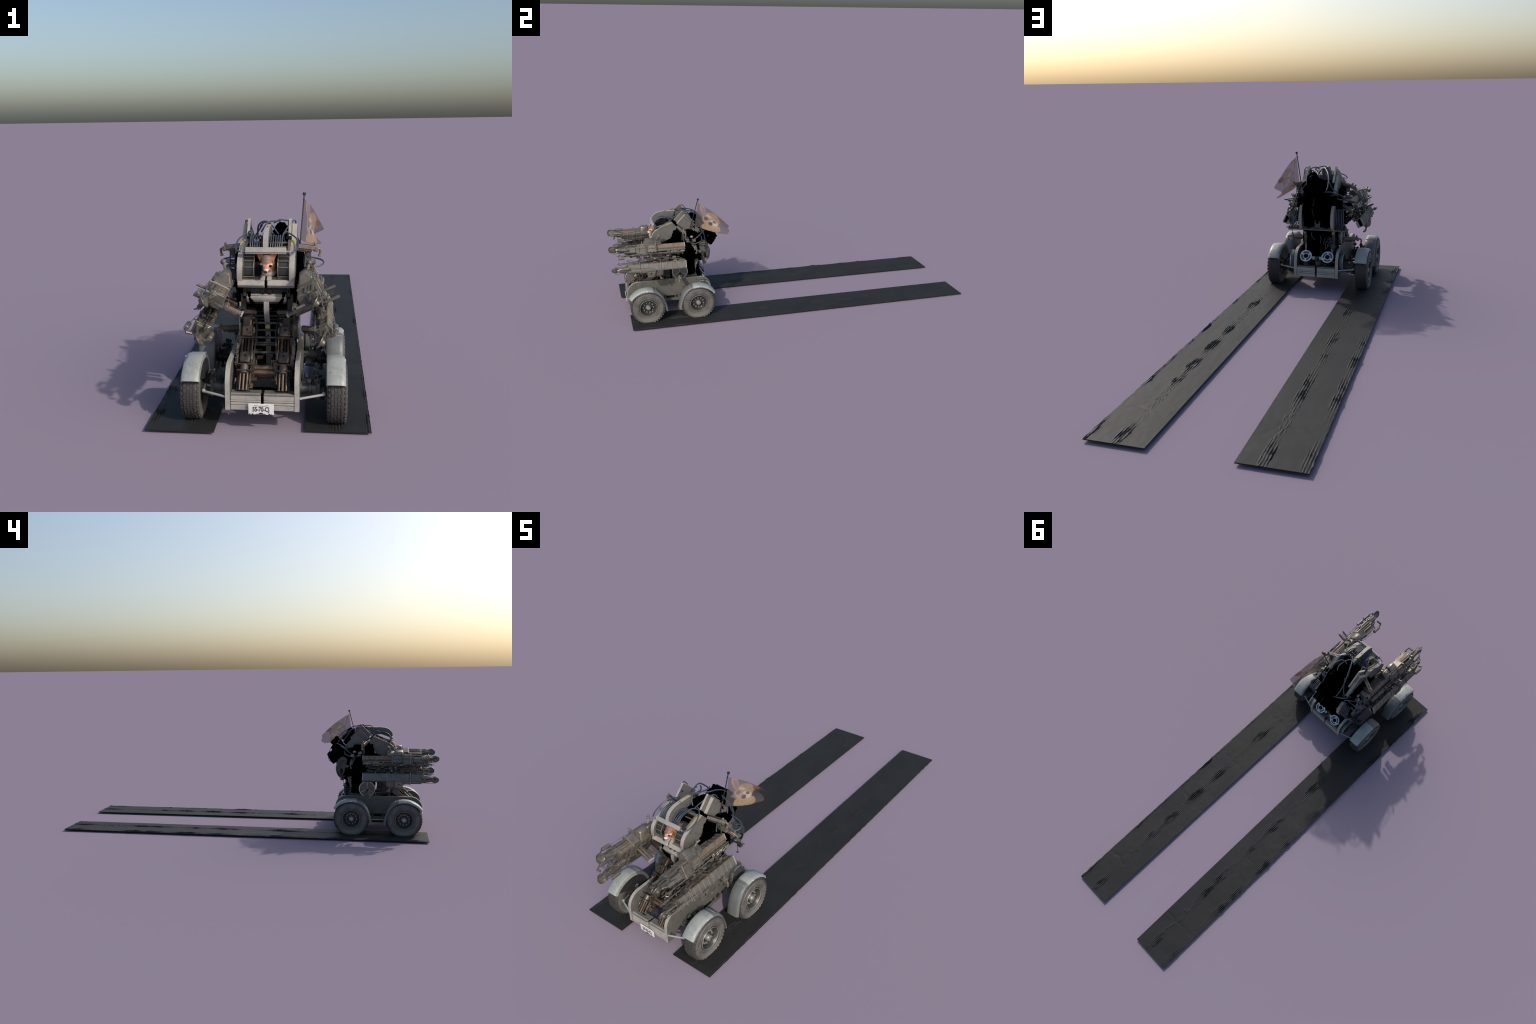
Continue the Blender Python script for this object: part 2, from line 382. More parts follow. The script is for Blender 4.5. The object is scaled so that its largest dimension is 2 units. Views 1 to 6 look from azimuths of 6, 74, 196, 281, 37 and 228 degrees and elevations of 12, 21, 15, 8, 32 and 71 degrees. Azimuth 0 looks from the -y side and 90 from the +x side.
# ------------------------------------------------------------------ track strips
LUMPS = [.945, .60, .475, .29, .13, -.19, -.52, -.66, -.86]
def strip(name, x0, x1, y0, y1, bands, seed):
    nx, ny = 150, 620
    bm = bmesh.new(); rows = []
    R = random.Random(seed); ph = R.random() * 50
    jit = {(b_, i): (.65 + .6 * R.random(), .75 + .6 * R.random(), (R.random() - .5) * .02) for b_ in range(2) for i in range(len(LUMPS))}
    def h(x, y):
        z = .0075 + .0008 * noise.noise((x * 9, y * 6, ph)) + .0004 * noise.noise((x * 50, y * 40, ph + 3))
        for bi, bx in enumerate(bands):
            d = x - bx
            if abs(d) > .034: continue
            for i, ly in enumerate(LUMPS):
                ja, jl, js = jit[(bi, i)]
                dy = (y - ly - js) / jl
                if abs(dy) > .12: continue
                amp = ja
                e = math.exp(-(abs(dy - .25 * d) / .058) ** 2.0) * amp
                w = .007 + .0125 * min(1.05, e)                        # band widens at the lump
                env = e * max(0, 1 - (abs(d) / w) ** 6)
                # five long furrows with torn lips, each starting and ending at its own place
                ph_k = math.floor((d + .0302) / .0086)
                own = .45 + 1.5 * noise.noise((ph_k * 3.7, y * 22, ph + i))
                saw = math.sin((d + .0302) * 2 * math.pi / .0086)
                rag = 1 + 1.1 * noise.noise((x * 260, y * 95, ph))
                z += .0022 * env * saw * rag * max(.05, min(1.4, own + .4)) + .0004 * env
                # faint crumbs joining the lumps
            if abs(d) < .014:
                z += .0030 * max(0, noise.noise((x * 240, y * 55, ph + 9))) * max(0, noise.noise((bx * 30, y * 7, ph)) + .4)
        # thin cross cracks
        for cy in (.80, .33, .02, -.32):
            q = abs(y - cy - .01 * noise.noise((x * 25, cy * 9, 1)))
            if q < .01: z -= .0012 * (1 - q / .01) * max(0, noise.noise((x * 18, cy * 7, 5)) + .3)
        return z
    for j in range(ny + 1):
        y = y0 + (y1 - y0) * j / ny; r = []
        for i in range(nx + 1):
            x = x0 + (x1 - x0) * i / nx
            xx = x
            k = i / nx
            out_edge = k if x0 > 0 else 1 - k             # ragged outer long edge
            if out_edge > .97: xx += (1 if x0 > 0 else -1) * .0022 * noise.noise((y * 40, seed, 2))
            r.append(bm.verts.new((xx, y, h(x, y))))
        rows.append(r)
    for j in range(ny):
        for i in range(nx):
            bm.faces.new((rows[j][i], rows[j][i + 1], rows[j + 1][i + 1], rows[j + 1][i]))
    # skirt and underside
    ring = [rows[0][i] for i in range(nx + 1)] + [rows[j][nx] for j in range(1, ny + 1)] + \
           [rows[ny][i] for i in range(nx - 1, -1, -1)] + [rows[j][0] for j in range(ny - 1, 0, -1)]
    lowr = [bm.verts.new((v.co.x, v.co.y, .0042)) for v in ring]
    n = len(ring)
    for k in range(n): bm.faces.new((ring[k], lowr[k], lowr[(k + 1) % n], ring[(k + 1) % n]))
    bm.faces.new(lowr)
    bmesh.ops.recalc_face_normals(bm, faces=bm.faces)
    me = bpy.data.meshes.new(name); bm.to_mesh(me); bm.free()
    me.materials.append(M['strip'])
    for p in me.polygons: p.use_smooth = True
    me.set_sharp_from_angle(angle=math.radians(50))
    ob = bpy.data.objects.new(name, me); bpy.context.collection.objects.link(ob)
    ob['label'] = 'long black rubber strip with torn tread marks'; ob['category'] = 'rubber mat'
    return ob
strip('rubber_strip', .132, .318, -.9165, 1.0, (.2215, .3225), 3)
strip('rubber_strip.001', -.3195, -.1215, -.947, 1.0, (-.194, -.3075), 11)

# ------------------------------------------------------------------ wheels and fenders
AX_Y = (-.8255, -.5575); WZ = .0885; WR = .0905
def make_tyre():
    b = B(Matrix.Identity(4))
    # +x is the outer face
    pr = [(-.0255, .050), (-.0275, .060), (-.0285, .072), (-.0265, .082), (-.022, .0875), (-.0195, .0895), (-.010, .0905), (0, .0907),
          (.010, .0905), (.0195, .0895), (.022, .0875), (.0262, .082), (.0285, .072), (.0278, .062), (.0262, .0555), (.0265, .0535),
          (.0258, .0505), (.022, .048), (-.02, .048)]
    b.lathe(pr, 'tyre', Matrix.Identity(4), 72, closed=True)
    # tread blocks: staggered shoulder lugs and three zig-zag ribs
    n = 36
    for k in range(n):
        a = 2 * math.pi * k / n
        for sx in (-1, 1):
            aa = a + (0 if sx > 0 else math.pi / n)
            T = Matrix.Rotation(aa, 3, 'X')
            b.box(T @ Vector((sx * .0232, 0, .0868)), (.0075, .0085, .0062), 'tyre', rot=T @ ry(sx * .6), bev=.0008)
        for q, xx in enumerate((-.0135, -.0045, .0045, .0135)):
            aa = a + (q % 2) * math.pi / n
            T = Matrix.Rotation(aa, 3, 'X')
            b.box(T @ Vector((xx, 0, .0903)), (.0062, .0135, .0036), 'tyre', rot=T @ rz(.22 * (1 if (k + q) % 2 else -1)), bev=.0006)
    # sidewall rings
    for r_ in (.058, .0775):
        b.lathe([(.0274 if r_ < .07 else .0268, r_ - .0012), (.0292 if r_ < .07 else .0288, r_), (.0274 if r_ < .07 else .0268, r_ + .0012)], 'tyre', Matrix.Identity(4), 60, caps=False)
    # load flattens the bottom
    for v in b.bm.verts:
        if v.co.z < -(WZ - .004): v.co.z = -(WZ - .004) + (v.co.z + WZ - .004) * .15; v.co.x *= 1.03
    return b
def make_rim():
    b = B(Matrix.Identity(4))
    b.lathe([(-.02, .047), (.020, .0478), (.0235, .0480), (.0255, .0475), (.0258, .0440), (.0225, .0415), (.017, .0385),
             (.006, .0370), (.003, .033), (.005, .022), (.010, .018), (.010, .0002)], 'rim', Matrix.Identity(4), 48)
    b.lathe([(.008, .0135), (.016, .0128), (.021, .0118), (.0235, .010), (.0245, .006), (.0245, .0002)], 'hub', Matrix.Identity(4), 24)
    b.lathe([(.0250, .0438), (.0272, .0448), (.0272, .0460), (.0250, .0472)], 'hub', Matrix.Identity(4), 48, caps=False)
    return b
def make_nut():
    b = B(Matrix.Identity(4))
    b.lathe([(0, .0042), (.0035, .0042), (.0035, .0026), (.008, .0024), (.009, .0016), (.009, .0001)], 'hub', Matrix.Identity(4), 8)
    return b

tyre0 = rim0 = nut0 = None
cnt = 0
def fender_mesh(side, fy):
    """a rolled mudguard around the wheel; side = +1 / -1, fy = +1 front axle, -1 rear axle"""
    b = B()
    ay = AX_Y[0] if fy > 0 else AX_Y[1]
    # centre line of the guard in (d, z): d toward the outer end (away from the other axle)
    path = [(.0915, .143), (.083, .1535), (.069, .1665), (.051, .1775), (.028, .1860), (.002, .1895), (-.025, .1865), (-.050, .1765),
            (-.069, .1600), (-.083, .138), (-.093, .113), (-.1005, .087), (-.105, .062)]
    # cross-section (X offset from the inner edge, normal offset)
    W = .0545
    sec = [(0, -.014), (-.0005, -.006), (.0, -.002), (.0025, .0006), (.02, .0016), (.040, .0012), (.0495, -.0005), (.053, -.004), (.0545, -.0085), (.0538, -.0105),
           (.0518, -.0105), (.0512, -.007), (.048, -.0035), (.040, -.0022), (.004, -.0024), (.0025, -.006), (.002, -.014)]
    P = [Vector((p[0], p[1])) for p in path]; n = len(P); V = []
    fine = []
    Q = [P[0] * 2 - P[1]] + P + [P[-1] * 2 - P[-2]]
    for i in range(1, n):
        for k in range(4):
            t = k / 4; a, q, c, d = Q[i - 1], Q[i], Q[i + 1], Q[i + 2]
            fine.append(.5 * (2 * q + (c - a) * t + (2 * a - 5 * q + 4 * c - d) * t * t + (3 * q - a - 3 * c + d) * t ** 3))
    fine.append(P[-1]); P = fine; n = len(P)
    m = len(sec); X0 = .1785
    for i, p in enumerate(P):
        t = (P[min(i + 1, n - 1)] - P[max(i - 1, 0)]).normalized(); nn = Vector((t.y, -t.x))
        if nn.dot(Vector((0, .09)) - Vector((0, 0)) + (p - Vector((0, .0885))) * 0) < 0 and i < n: pass
        nn = (p - Vector((0, .08))) - t * (p - Vector((0, .08))).dot(t); nn.normalize()
        for (u, h) in sec:
            dent = .0006 * noise.noise((u * 120, i * .35, side * 3 + fy))
            q = p + nn * (h + dent)
            V.append((side * (X0 + u), ay - fy * q.x, q.y))
    F = [(i * m + k, (i + 1) * m + k, (i + 1) * m + (k + 1) % m, i * m + (k + 1) % m) for i in range(n - 1) for k in range(m)]
    F += [tuple(range(m)), tuple(range((n - 1) * m, n * m))]
    b._add(V, F, 'fender_fore' if fy > 0 else 'fender_aft')
    # seam across the crown with rivet dimples, marker square on the rim
    def at(i):
        p = P[i]; t = (P[min(i + 1, n - 1)] - P[max(i - 1, 0)]).normalized()
        nn = (p - Vector((0, .08))) - t * (p - Vector((0, .08))).dot(t); nn.normalize(); return p, t, nn
    p, t, nn = at(27)
    ang = math.atan2(nn.x * -fy, nn.y)
    b.box((side * (X0 + .0245), ay - fy * (p.x + nn.x * .0018), p.y + nn.y * .0018), (.046, .0016, .0016), 'fender', rot=rx(-ang), bev=.0004)
    p, t, nn = at(20)
    b.box((side * (X0 + .0545), ay - fy * p.x, p.y - .0055), (.0016, .006, .005), 'plate_white', bev=.0004)
    for k in range(9):
        i = 6 + rnd.randrange(9); p, t, nn = at(i)
        q = p + nn * .0014; u = .008 + .036 * rnd.random()
        b.ball((side * (X0 + u), ay - fy * q.x, q.y), .0009, 'axle', seg=6)
    # splash plate that closes the inner side
    pr = [(ay - fy * q.x, q.y - .001) for q in P[2:-3]]
    if len(pr) > 3: b.prism(pr, 'x', side * (X0 + .0004), side * (X0 + .0022), 'dark')
    return b

fenders = []
for fy in (1, -1):
    ay = AX_Y[0] if fy > 0 else AX_Y[1]
    for side in (1, -1):
        o = Vector((side * .2085, ay, WZ))
        sfx = '' if cnt == 0 else '.%03d' % cnt
        grp = bpy.data.objects.new('wheel' + sfx, None); bpy.context.collection.objects.link(grp)
        grp['_o'] = list(o); place(grp, root, o)
        if side < 0: grp.rotation_euler = (0, 0, math.pi)
        if cnt == 0:
            tyre0 = make_tyre().obj('tyre', grp, (0, 0, 0)); rim0 = make_rim().obj('rim', grp, (0, 0, 0)); nut0 = make_nut().obj('lug_nut', grp, (0, 0, 0))
            t_, r_ = tyre0, rim0
        else:
            t_ = dup(tyre0, 'tyre' + sfx, grp, o); r_ = dup(rim0, 'rim' + sfx, grp, o)
        for q in (t_, r_): q.parent = grp; q.location = (0, 0, 0)
        for k in range(10):
            a = 2 * math.pi * (k + .3 * cnt) / 10
            nm = 'lug_nut' if (cnt == 0 and k == 0) else 'lug_nut.%03d' % (cnt * 10 + k)
            q = nut0 if (cnt == 0 and k == 0) else dup(nut0, nm, grp, o)
            q.parent = grp; q.location = (.0075, .0265 * math.cos(a), .0265 * math.sin(a))
        fender_mesh(side, fy).obj('fender' + sfx, root, (side * .205, ay, .19), angle=50)
        # axle stub, steering gear and tie rod
        b = B(); s = side; e = -fy
        b.cyl((s * .10, ay + e * .006, .100), (s * .150, ay + e * .006, .097), .0165, 'axle', 18, bev=.002)
        b.cyl((s * .128, ay + e * .006, .099), (s * .134, ay + e * .006, .099), .021, 'axle', 18)
        b.box((s * .155, ay + e * .004, .094), (.012, .03, .05), 'axle')
        b.cyl((s * .15, ay, .088), (s * .20, ay, .088), .016, 'dark', 16)
        b.box((s * .150, ay + e * .004, .126), (.016, .016, .03), 'axle', taper=(.6, .6))
        b.ball((s * .150, ay + e * .002, .143), .0065, 'dark')
        b.cyl((s * .142, ay + e * .02, .135), (s * .162, ay - e * .014, .128), .005, 'dark', 8)
        b.cyl((s * .168, ay - e * .02, .115), (s * .168, ay + e * .02, .07), .006, 'dark', 8)
        b.ball((s * .160, ay - e * .045, .072), .007, 'dark')
        b.cyl((s * .160, ay - e * .045, .072), (s * .168, ay, .085), .0045, 'dark', 8)
        b.box((s * .125, ay - e * .012, .080), (.03, .03, .016), 'axle', rot=rx(.4))
        b.prism([(s * .10, .070), (s * .155, .075), (s * .15, .088), (s * .10, .09)], 'y', ay - .004, ay + .004, 'axle')
        for k in range(14):
            c = (s * (.118 + .055 * rnd.random()), ay + .06 * (rnd.random() - .5), .075 + .07 * rnd.random())
            b.box(c, (.004 + .012 * rnd.random(), .004 + .014 * rnd.random(), .004 + .012 * rnd.random()), rnd.choice(('dark', 'axle', 'dark')), rot=rx(rnd.random()) @ ry(rnd.random()), bev=.0006)
        b.obj('axle' + sfx, root, (s * .14, ay, .09))
        b = B()
        oy = ay + fy * -.064
        b.cyl((s * .104, -.9165 if fy > 0 else -.4715, .1005), (s * .170, oy - fy * .002, .104), .0036, 'fender', 10)
        b.ball((s * .171, oy, .105), .0062, 'fender')
        b.cyl((s * .171, oy, .105), (s * .172, oy + fy * .03, .112), .0035, 'axle')
        b.obj('tie_rod' + sfx, root, (s * .14, oy, .1))
        # brake drum beside the hull
        b = B()
        dy = ay - fy * -.0 + (.042 if fy < 0 else -.0)
        if fy < 0:
            b.lathe([(0, .040), (.004, .044), (.014, .044), (.018, .040), (.018, .030), (.013, .026), (.013, .001)], 'axle',
                    Matrix.Translation((s * .106, dy, .130)) @ (Matrix.Identity(4) if s > 0 else Matrix.Rotation(math.pi, 4, 'Z')), 36)
            b.lathe([(.0125, .043), (.0165, .0455), (.0165, .040), (.0125, .040)], 'chrome' if s > 0 else 'fender',
                    Matrix.Translation((s * .108, dy, .130)) @ (Matrix.Identity(4) if s > 0 else Matrix.Rotation(math.pi, 4, 'Z')), 36, caps=False)
            b.ball((s * .124, dy - .03, .165), .005, 'axle'); b.ball((s * .124, dy + .012, .172), .004, 'axle')
            b.obj('brake_drum' + ('' if s > 0 else '.001'), root, (s * .11, dy, .13))
        cnt += 1

# ------------------------------------------------------------------ hull
def arch(cy, cz, r, a0, a1, n):
    return [(cy + r * math.cos(math.radians(a0 + (a1 - a0) * i / n)), cz + r * math.sin(math.radians(a0 + (a1 - a0) * i / n))) for i in range(n + 1)]
HF, HR = -.921, -.467
hull_top = [(HF, .063), (HF, .121)] + arch(-.863, .130, .058, 180, 90, 10)[1:] + [(-.76, .188), (-.63, .188)] + arch(-.525, .130, .058, 90, 0, 10) + [(HR, .121), (HR, .063)]
hull_low = [(-.490, .063)] + arch(-.5575, .045, .061, 20, 160, 10) + [(-.635, .063), (-.75, .063)] + arch(-.8255, .045, .061, 20, 160, 10) + [(-.893, .063)]
nside = len(hull_top) + len(hull_low)
def hull_side(s):
    b = B()
    prof = hull_top + hull_low
    skip = tuple(range(len(hull_top) - 1, nside))
    b.prism(prof, 'x', s * .0905, s * .1043, 'hull', 'edge', skip)
    # ochre patch on the top rim, bolts
    for (y0, y1) in ((-.775, -.735), (-.70, -.675)):
        b.box((s * .0974, (y0 + y1) / 2, .1883), (.0120, y1 - y0, .0012), 'yellow', bev=.0003)
    for (y, z) in ((-.78, .178), (-.545, .176), (-.69, .17), (-.50, .17), (-.9, .10), (-.75, .12), (-.62, .14)):
        b.cyl((s * .1040, y, z), (s * .1062, y, z), .0026, 'dark', 8)
    # thin dark plates laid on in the shapes of the X, O and slot openings
    for yc in (-.727, -.658, -.602, -.783):
        for a in (.62, -.62):
            b.box((s * .1044, yc, .0880), (.0012, .0036, .019), 'hole', rot=rx(a), bev=0)
    for yc in (-.630, -.755): b.cyl((s * .1038, yc, .0905), (s * .1052, yc, .0905), .0105, 'pit', 20)
    b.box((s * .1044, -.6925, .0875), (.0014, .046, .0140), 'hole', bev=0)
    for dz in (-.0080, .0080):  # pale strips modelled for the light caught on the slot rims
        b.box((s * .1046, -.6925, .0875 + dz), (.0016, .048, .0022), 'beam', bev=.0004)
    # sill strip
    b.box((s * .1046, -.693, .0655), (.0020, .11, .003), 'hull', bev=.0005)
    return b
hull_side(1).obj('hull_side', root, (.097, -.69, .12))
hull_side(-1).obj('hull_side.001', root, (-.097, -.69, .12))

def end_wall(front):
    b = B(); yy = (lambda d: HF + d) if front else (lambda d: HR - d)
    g = .004
    for s in (1, -1):
        x0, x1 = s * g, s * .0900
        cx, w = (x0 + x1) / 2, abs(x1 - x0)
        b.box((cx, yy(.017), .1085), (w, .034, .006), 'hull', bev=.0015)               # shelf
        b.box((cx, yy(.0052), .1018), (w, .0096, .0196), 'edge', bev=.002)           # upper lip
        b.box((cx, yy(.0060), .0895), (w, .0100, .0050), 'edge', bev=.0012)
        b.box((cx, yy(.0055), .0825), (w, .0100, .0062), 'edge', bev=.0012)
        b.box((cx, yy(.0066), .0705), (w, .0100, .0150), 'edge', bev=.0012)
        b.box((cx, yy(.0105), .0870), (w, .0060, .046), 'dark', bev=0)
        b.box((s * .055, yy(.022), .1114), (.040, .006, .0010), 'hole', bev=0)        # black plate drawn for a slot's dark recess
    b.box((0, yy(.022), .0870), (.02, .004, .045), 'hole', bev=0)
    return b
end_wall(True).obj('hull_front', root, (0, HF, .09))
end_wall(False).obj('hull_rear', root, (0, HR, .09))
b = B()
b.box((0, -.640, .069), (.180, .32, .006), 'dark')
b.box((0, -.80, .100), (.10, .012, .03), 'axle'); b.box((0, -.79, .112), (.18, .006, .006), 'axle')
for k in range(36): b.box((-.0875 + .005 * k, -.845, .0655), (.0011, .09, .0012), 'dark', bev=0)
for k in range(5): b.box((0, -.882 + .018 * k, .0640), (.180, .0012, .0012), 'dark', bev=0)
b.box((0, -.52, .0800), (.180, .06, .006), 'dark')
for k in range(5): b.box((0, -.745 + .055 * k, .105 + .006 * (k % 2)), (.178, .008, .010), 'dark')
b.obj('hull_floor', root, (0, -.69, .07))

# licence plate
b = B()
b.box((-.0025, -.9265, .0705), (.0715, .0022, .0325), 'plate_white', rot=rx(0.05), bev=.0006)
dx = -.014
for (x, w) in ((-.016, .006), (.035, .006), (.0115, .020), (-.006, .008), (.027, .008)):
    b.box((x + dx, -.9279, .0842), (w, .0006, .0014), 'ink', bev=0)
b.tube([(px + dx, -.9279, pz) for px, pz in ((-.008, .0838), (-.004, .0815), (.006, .0806), (.017, .0806), (.027, .0815), (.031, .0838))], .0008, 'ink', 4)
for (x, w, h) in ((.0115, .026, .0014), (-.012, .0035, .0025), (.035, .0035, .0025), (-.020, .0015, .004), (.040, .0012, .003), (.0115, .010, .0025)):
    b.box((x + dx, -.9277, .0565 if w != .010 else .0590), (w, .0006, h), 'ink', bev=0)
plate = b.obj('licence_plate', root, (-.0025, -.926, .07))
cu = bpy.data.curves.new('plate_text', 'FONT'); cu.body = '55-70-CJ'; cu.size = .0195; cu.extrude = .0004; cu.offset = .00028
cu.align_x = 'CENTER'; cu.align_y = 'CENTER'; cu.resolution_u = 3
to = bpy.data.objects.new('plate_text_curve', cu); bpy.context.collection.objects.link(to)
bpy.context.view_layer.update()
me = bpy.data.meshes.new_from_object(to.evaluated_get(bpy.context.evaluated_depsgraph_get()))
bpy.data.objects.remove(to)
for v in me.vertices: v.co.x *= .68
me.materials.clear(); me.materials.append(M['ink'])
lt = bpy.data.objects.new('plate_lettering', me); bpy.context.collection.objects.link(lt)
lt.rotation_euler = (math.pi / 2 + .05, 0, 0)
lt['_o'] = [-.0025, -.9279, .0700]; place(lt, plate, (-.0025, -.9279, .0700))

# ------------------------------------------------------------------ leg columns inside the hull
def leg(s):
    b = B()
    p0 = Vector((s * .058, -.700, .292)); p1 = Vector((s * .058, -.905, .112))
    f = (p1 - p0); L = f.length; f.normalize(); r = Vector((s, 0, 0)); u = r.cross(f) * s
    if u.z < 0: u = -u
    R = Matrix((r, f, u)).transposed()
    if R.determinant() < 0: R = Matrix((-r, f, u)).transposed()
    def at(t, o=0, h=0): return p0 + f * t + r * o + u * h
    # spine rails
    for o in (-.014, .014): b.box(at(L * .5, o, -.012), (.006, L, .014), 'legs', rot=R)
    b.box(at(L * .42, 0, -.020), (.030, L * .84, .010), 'dark', rot=R)
    # stacked breech boxes with an eye hole
    for t, w in ((.018, .034), (.085, .040), (.172, .036)):
        b.box(at(t, -.002, .006), (w, .040, .032), 'legs', rot=R, bev=.003, taper=(.8, .86))
        b.cyl(at(t - .002, -.002, .018), at(t - .002, -.002, .0228), .0034, 'hole', 8)
        b.box(at(t + .023, -.002, .004), (w + .008, .004, .034), 'legs', rot=R)
        b.box(at(t + .002, .020, .0), (.006, .03, .024), 'rust', rot=R)
        b.box(at(t - .006, -.021, .002), (.006, .022, .022), 'gunlite', rot=R)
    # rusty rail pairs between
    for t in (.052, .130, .128):
        for o in (-.009, .0, .009): b.box(at(t, o, .008), (.0055, .045, .012), 'rust' if o else 'dark', rot=R, bev=.001)
    b.cyl(at(.195, -.002, .01), at(.222, -.002, .01), .012, 'gun', 14, bev=.001)
    b.box(at(.216, -.002, .008), (.042, .004, .030), 'legs', rot=R)
    for o in (-.012, -.002, .008): b.cyl(at(.216, o, .010), at(L - .002, o, .006), .0036, 'legs' if o != -.002 else 'rust', 8)
    b.cyl(at(.24, .016, .0), at(L, .016, -.004), .0022, 'dark', 6)
    b.cyl(at(.10, -.02, .012), at(.25, -.02, .004), .0018, 'rust', 6)
    # ribbed box on the outer flank and inner greebles
    for k in range(6):
        b.box(at(.11 + .015 * k, .024, -.006), (.010, .0035, .030), 'rib', rot=R, bev=.0006)
    b.box(at(.147, .023, -.006), (.008, .090, .026), 'rib', rot=R)
    q = random.Random(5 if s > 0 else 9)
    for k in range(46):
        c = at(L * q.random(), (q.random() - .5) * .05, -.028 + .034 * q.random())
        b.box(c, (.003 + .009 * q.random(), .004 + .022 * q.random(), .003 + .009 * q.random()), q.choice(('legs', 'dark', 'legs', 'rust', 'gunlite')), rot=R, bev=.0006)
    # foot joint with an upright eye block
    b.box((s * .076, -.787, .215), (.010, .022, .045), 'dark')
    b.box((s * .060, -.80, .168), (.02, .05, .014), 'legs', rot=rx(.6))
    b.tube([at(.02, -.022, 0), at(.08, -.03, .012), at(.15, -.026, .004), at(.21, -.028, 0)], .0022, 'dark', 6)
    return b
leg(1).obj('leg', root, (.058, -.80, .2))
leg(-1).obj('leg.001', root, (-.058, -.80, .2))
b = B()
for z, y in ((.160, -.842), (.150, -.852)):
    b.cyl((-.034, y, z), (.034, y, z), .0065, 'rust', 10)
b.box((0, -.842, .150), (.07, .006, .036), 'legs')
for s in (1, -1):
    b.box((s * .034, -.85, .158), (.012, .016, .046), 'legs'); b.box((s * .030, -.858, .132), (.018, .014, .008), 'legs')
    for k in range(4): b.cyl((s * (.022 + .005 * k), -.845, .165), (s * (.022 + .005 * k), -.845, .186), .0016, 'gun', 6)
b.box((0, -.78, .185), (.10, .006, .006), 'axle'); b.box((0, -.765, .21), (.10, .006, .005), 'dark')
for k in range(7): b.box((0, -.78 + .012 * k, .185 + .019 * k), (.088, .004, .006), 'dark' if k % 2 else 'axle')
for k in range(20):
    b.box(((rnd.random() - .5) * .09, -.80 + .07 * rnd.random(), .12 + .12 * rnd.random()), (.006 + .014 * rnd.random(), .008, .004 + .012 * rnd.random()), rnd.choice(('dark', 'legs', 'dark')))
for k in range(46):
    sx = rnd.choice((-1, 1)); t = rnd.random()
    c = (sx * (.030 + .052 * rnd.random()), -.885 + .17 * t, .085 + .13 * t * rnd.random() + .02 * rnd.random())
    if k % 3 == 0: b.cyl(c, (c[0] + .004, c[1] + .03, c[2] + .026), .0018 + .003 * rnd.random(), rnd.choice(('legs', 'rust', 'gunlite', 'dark')), 8)
    else: b.box(c, (.004 + .012 * rnd.random(), .006 + .02 * rnd.random(), .004 + .012 * rnd.random()), rnd.choice(('dark', 'legs', 'legs', 'rust')), rot=rx(-.7), bev=.0006)
b.obj('leg_linkage', root, (0, -.84, .16))

# ------------------------------------------------------------------ torso: knee drums, shanks, lower spine
def drum(s):
    b = B(); c = Vector((s * .055, -.634, .224))
    T = Matrix.Translation(c) @ (Matrix.Identity(4) if s > 0 else Matrix.Rotation(math.pi, 4, 'Z'))
    b.lathe([(0, .040), (.002, .0425), (.035, .0425), (.038, .0405), (.038, .0375), (.034, .0365), (.034, .001)], 'rib', T, 48)
    b.lathe([(.0305, .0427), (.0325, .0436), (.0375, .0436), (.0390, .042), (.0385, .0380), (.0350, .0375)], 'chrome', T, 48, caps=False)
    for k in range(3):
        a = math.pi / 2 + k * 2 * math.pi / 3
        d = Vector((0, math.cos(a), math.sin(a)))
        p = Vector((s * .0915, -.634, .224))
        b.box(p + d * .0185, (.0042, .0046, .037), 'chrome', rot=rx(a - math.pi / 2), bev=.001)
    b.cyl((s * .090, -.634, .224), (s * .0955, -.634, .224), .0045, 'hub', 12)
    b.cyl((s * .0895, -.646, .236), (s * .0900, -.646, .236), .008, 'rib', 14)
    return b
drum(1).obj('knee_drum', root, (.075, -.634, .224)); drum(-1).obj('knee_drum.001', root, (-.075, -.634, .224))
shank = [(-.672, .150), (-.672, .225)] + arch(-.634, .226, .040, 175, 35, 8) + [(-.580, .232), (-.552, .212), (-.536, .186), (-.530, .150)]
for s in (1, -1):
    b = B()
    b.prism(shank, 'x', s * .052, s * .067, 'hull', 'edge')
    b.box((s * .0595, -.592, .2415), (.0135, .02, .0015), 'yellow', rot=rx(-.75), bev=.0003)
    # upright knee strut toward the waist
    b.prism([(-.60, .19), (-.550, .19), (-.532, .283), (-.552, .298), (-.60, .27)], 'x', s * .060, s * .073, 'hull', 'hull')
    b.box((s * .0665, -.5335, .268), (.0125, .003, .028), 'yellow', rot=rx(-.19), bev=.0004)
    b.obj('shank' + ('' if s > 0 else '.001'), root, (s * .06, -.62, .2))
    # bellows column
    b = B()
    for k in range(10): b.box((s * .060, -.698, .180 + .0105 * k), (.030, .024 + .003 * (k % 2), .008), 'dark' if k % 2 else 'axle', bev=.0012)
    b.box((s * .06, -.735, .24), (.02, .05, .09), 'dark')
    b.obj('bellows' + ('' if s > 0 else '.001'), root, (s * .06, -.698, .23))
b = B()
sp = [(-.754, .345), (-.7595, .325), (-.757, .305), (-.749, .287), (-.735, .268), (-.722, .250), (-.712, .225), (-.705, .19), (-.703, .115)]
inn = [(y + .013 + .004 * math.sin(i), z - .002) for i, (y, z) in enumerate(sp)]
b.prism(sp + inn[::-1], 'x', -.0078, .0078, 'hull', 'edge')
b.box((0, -.7525, .342), (.120, .012, .0195), 'edge', rot=rx(.25), bev=.0025)
b.box((0, -.7500, .3545), (.118, .012, .0035), 'edge', rot=rx(.25), bev=.001)
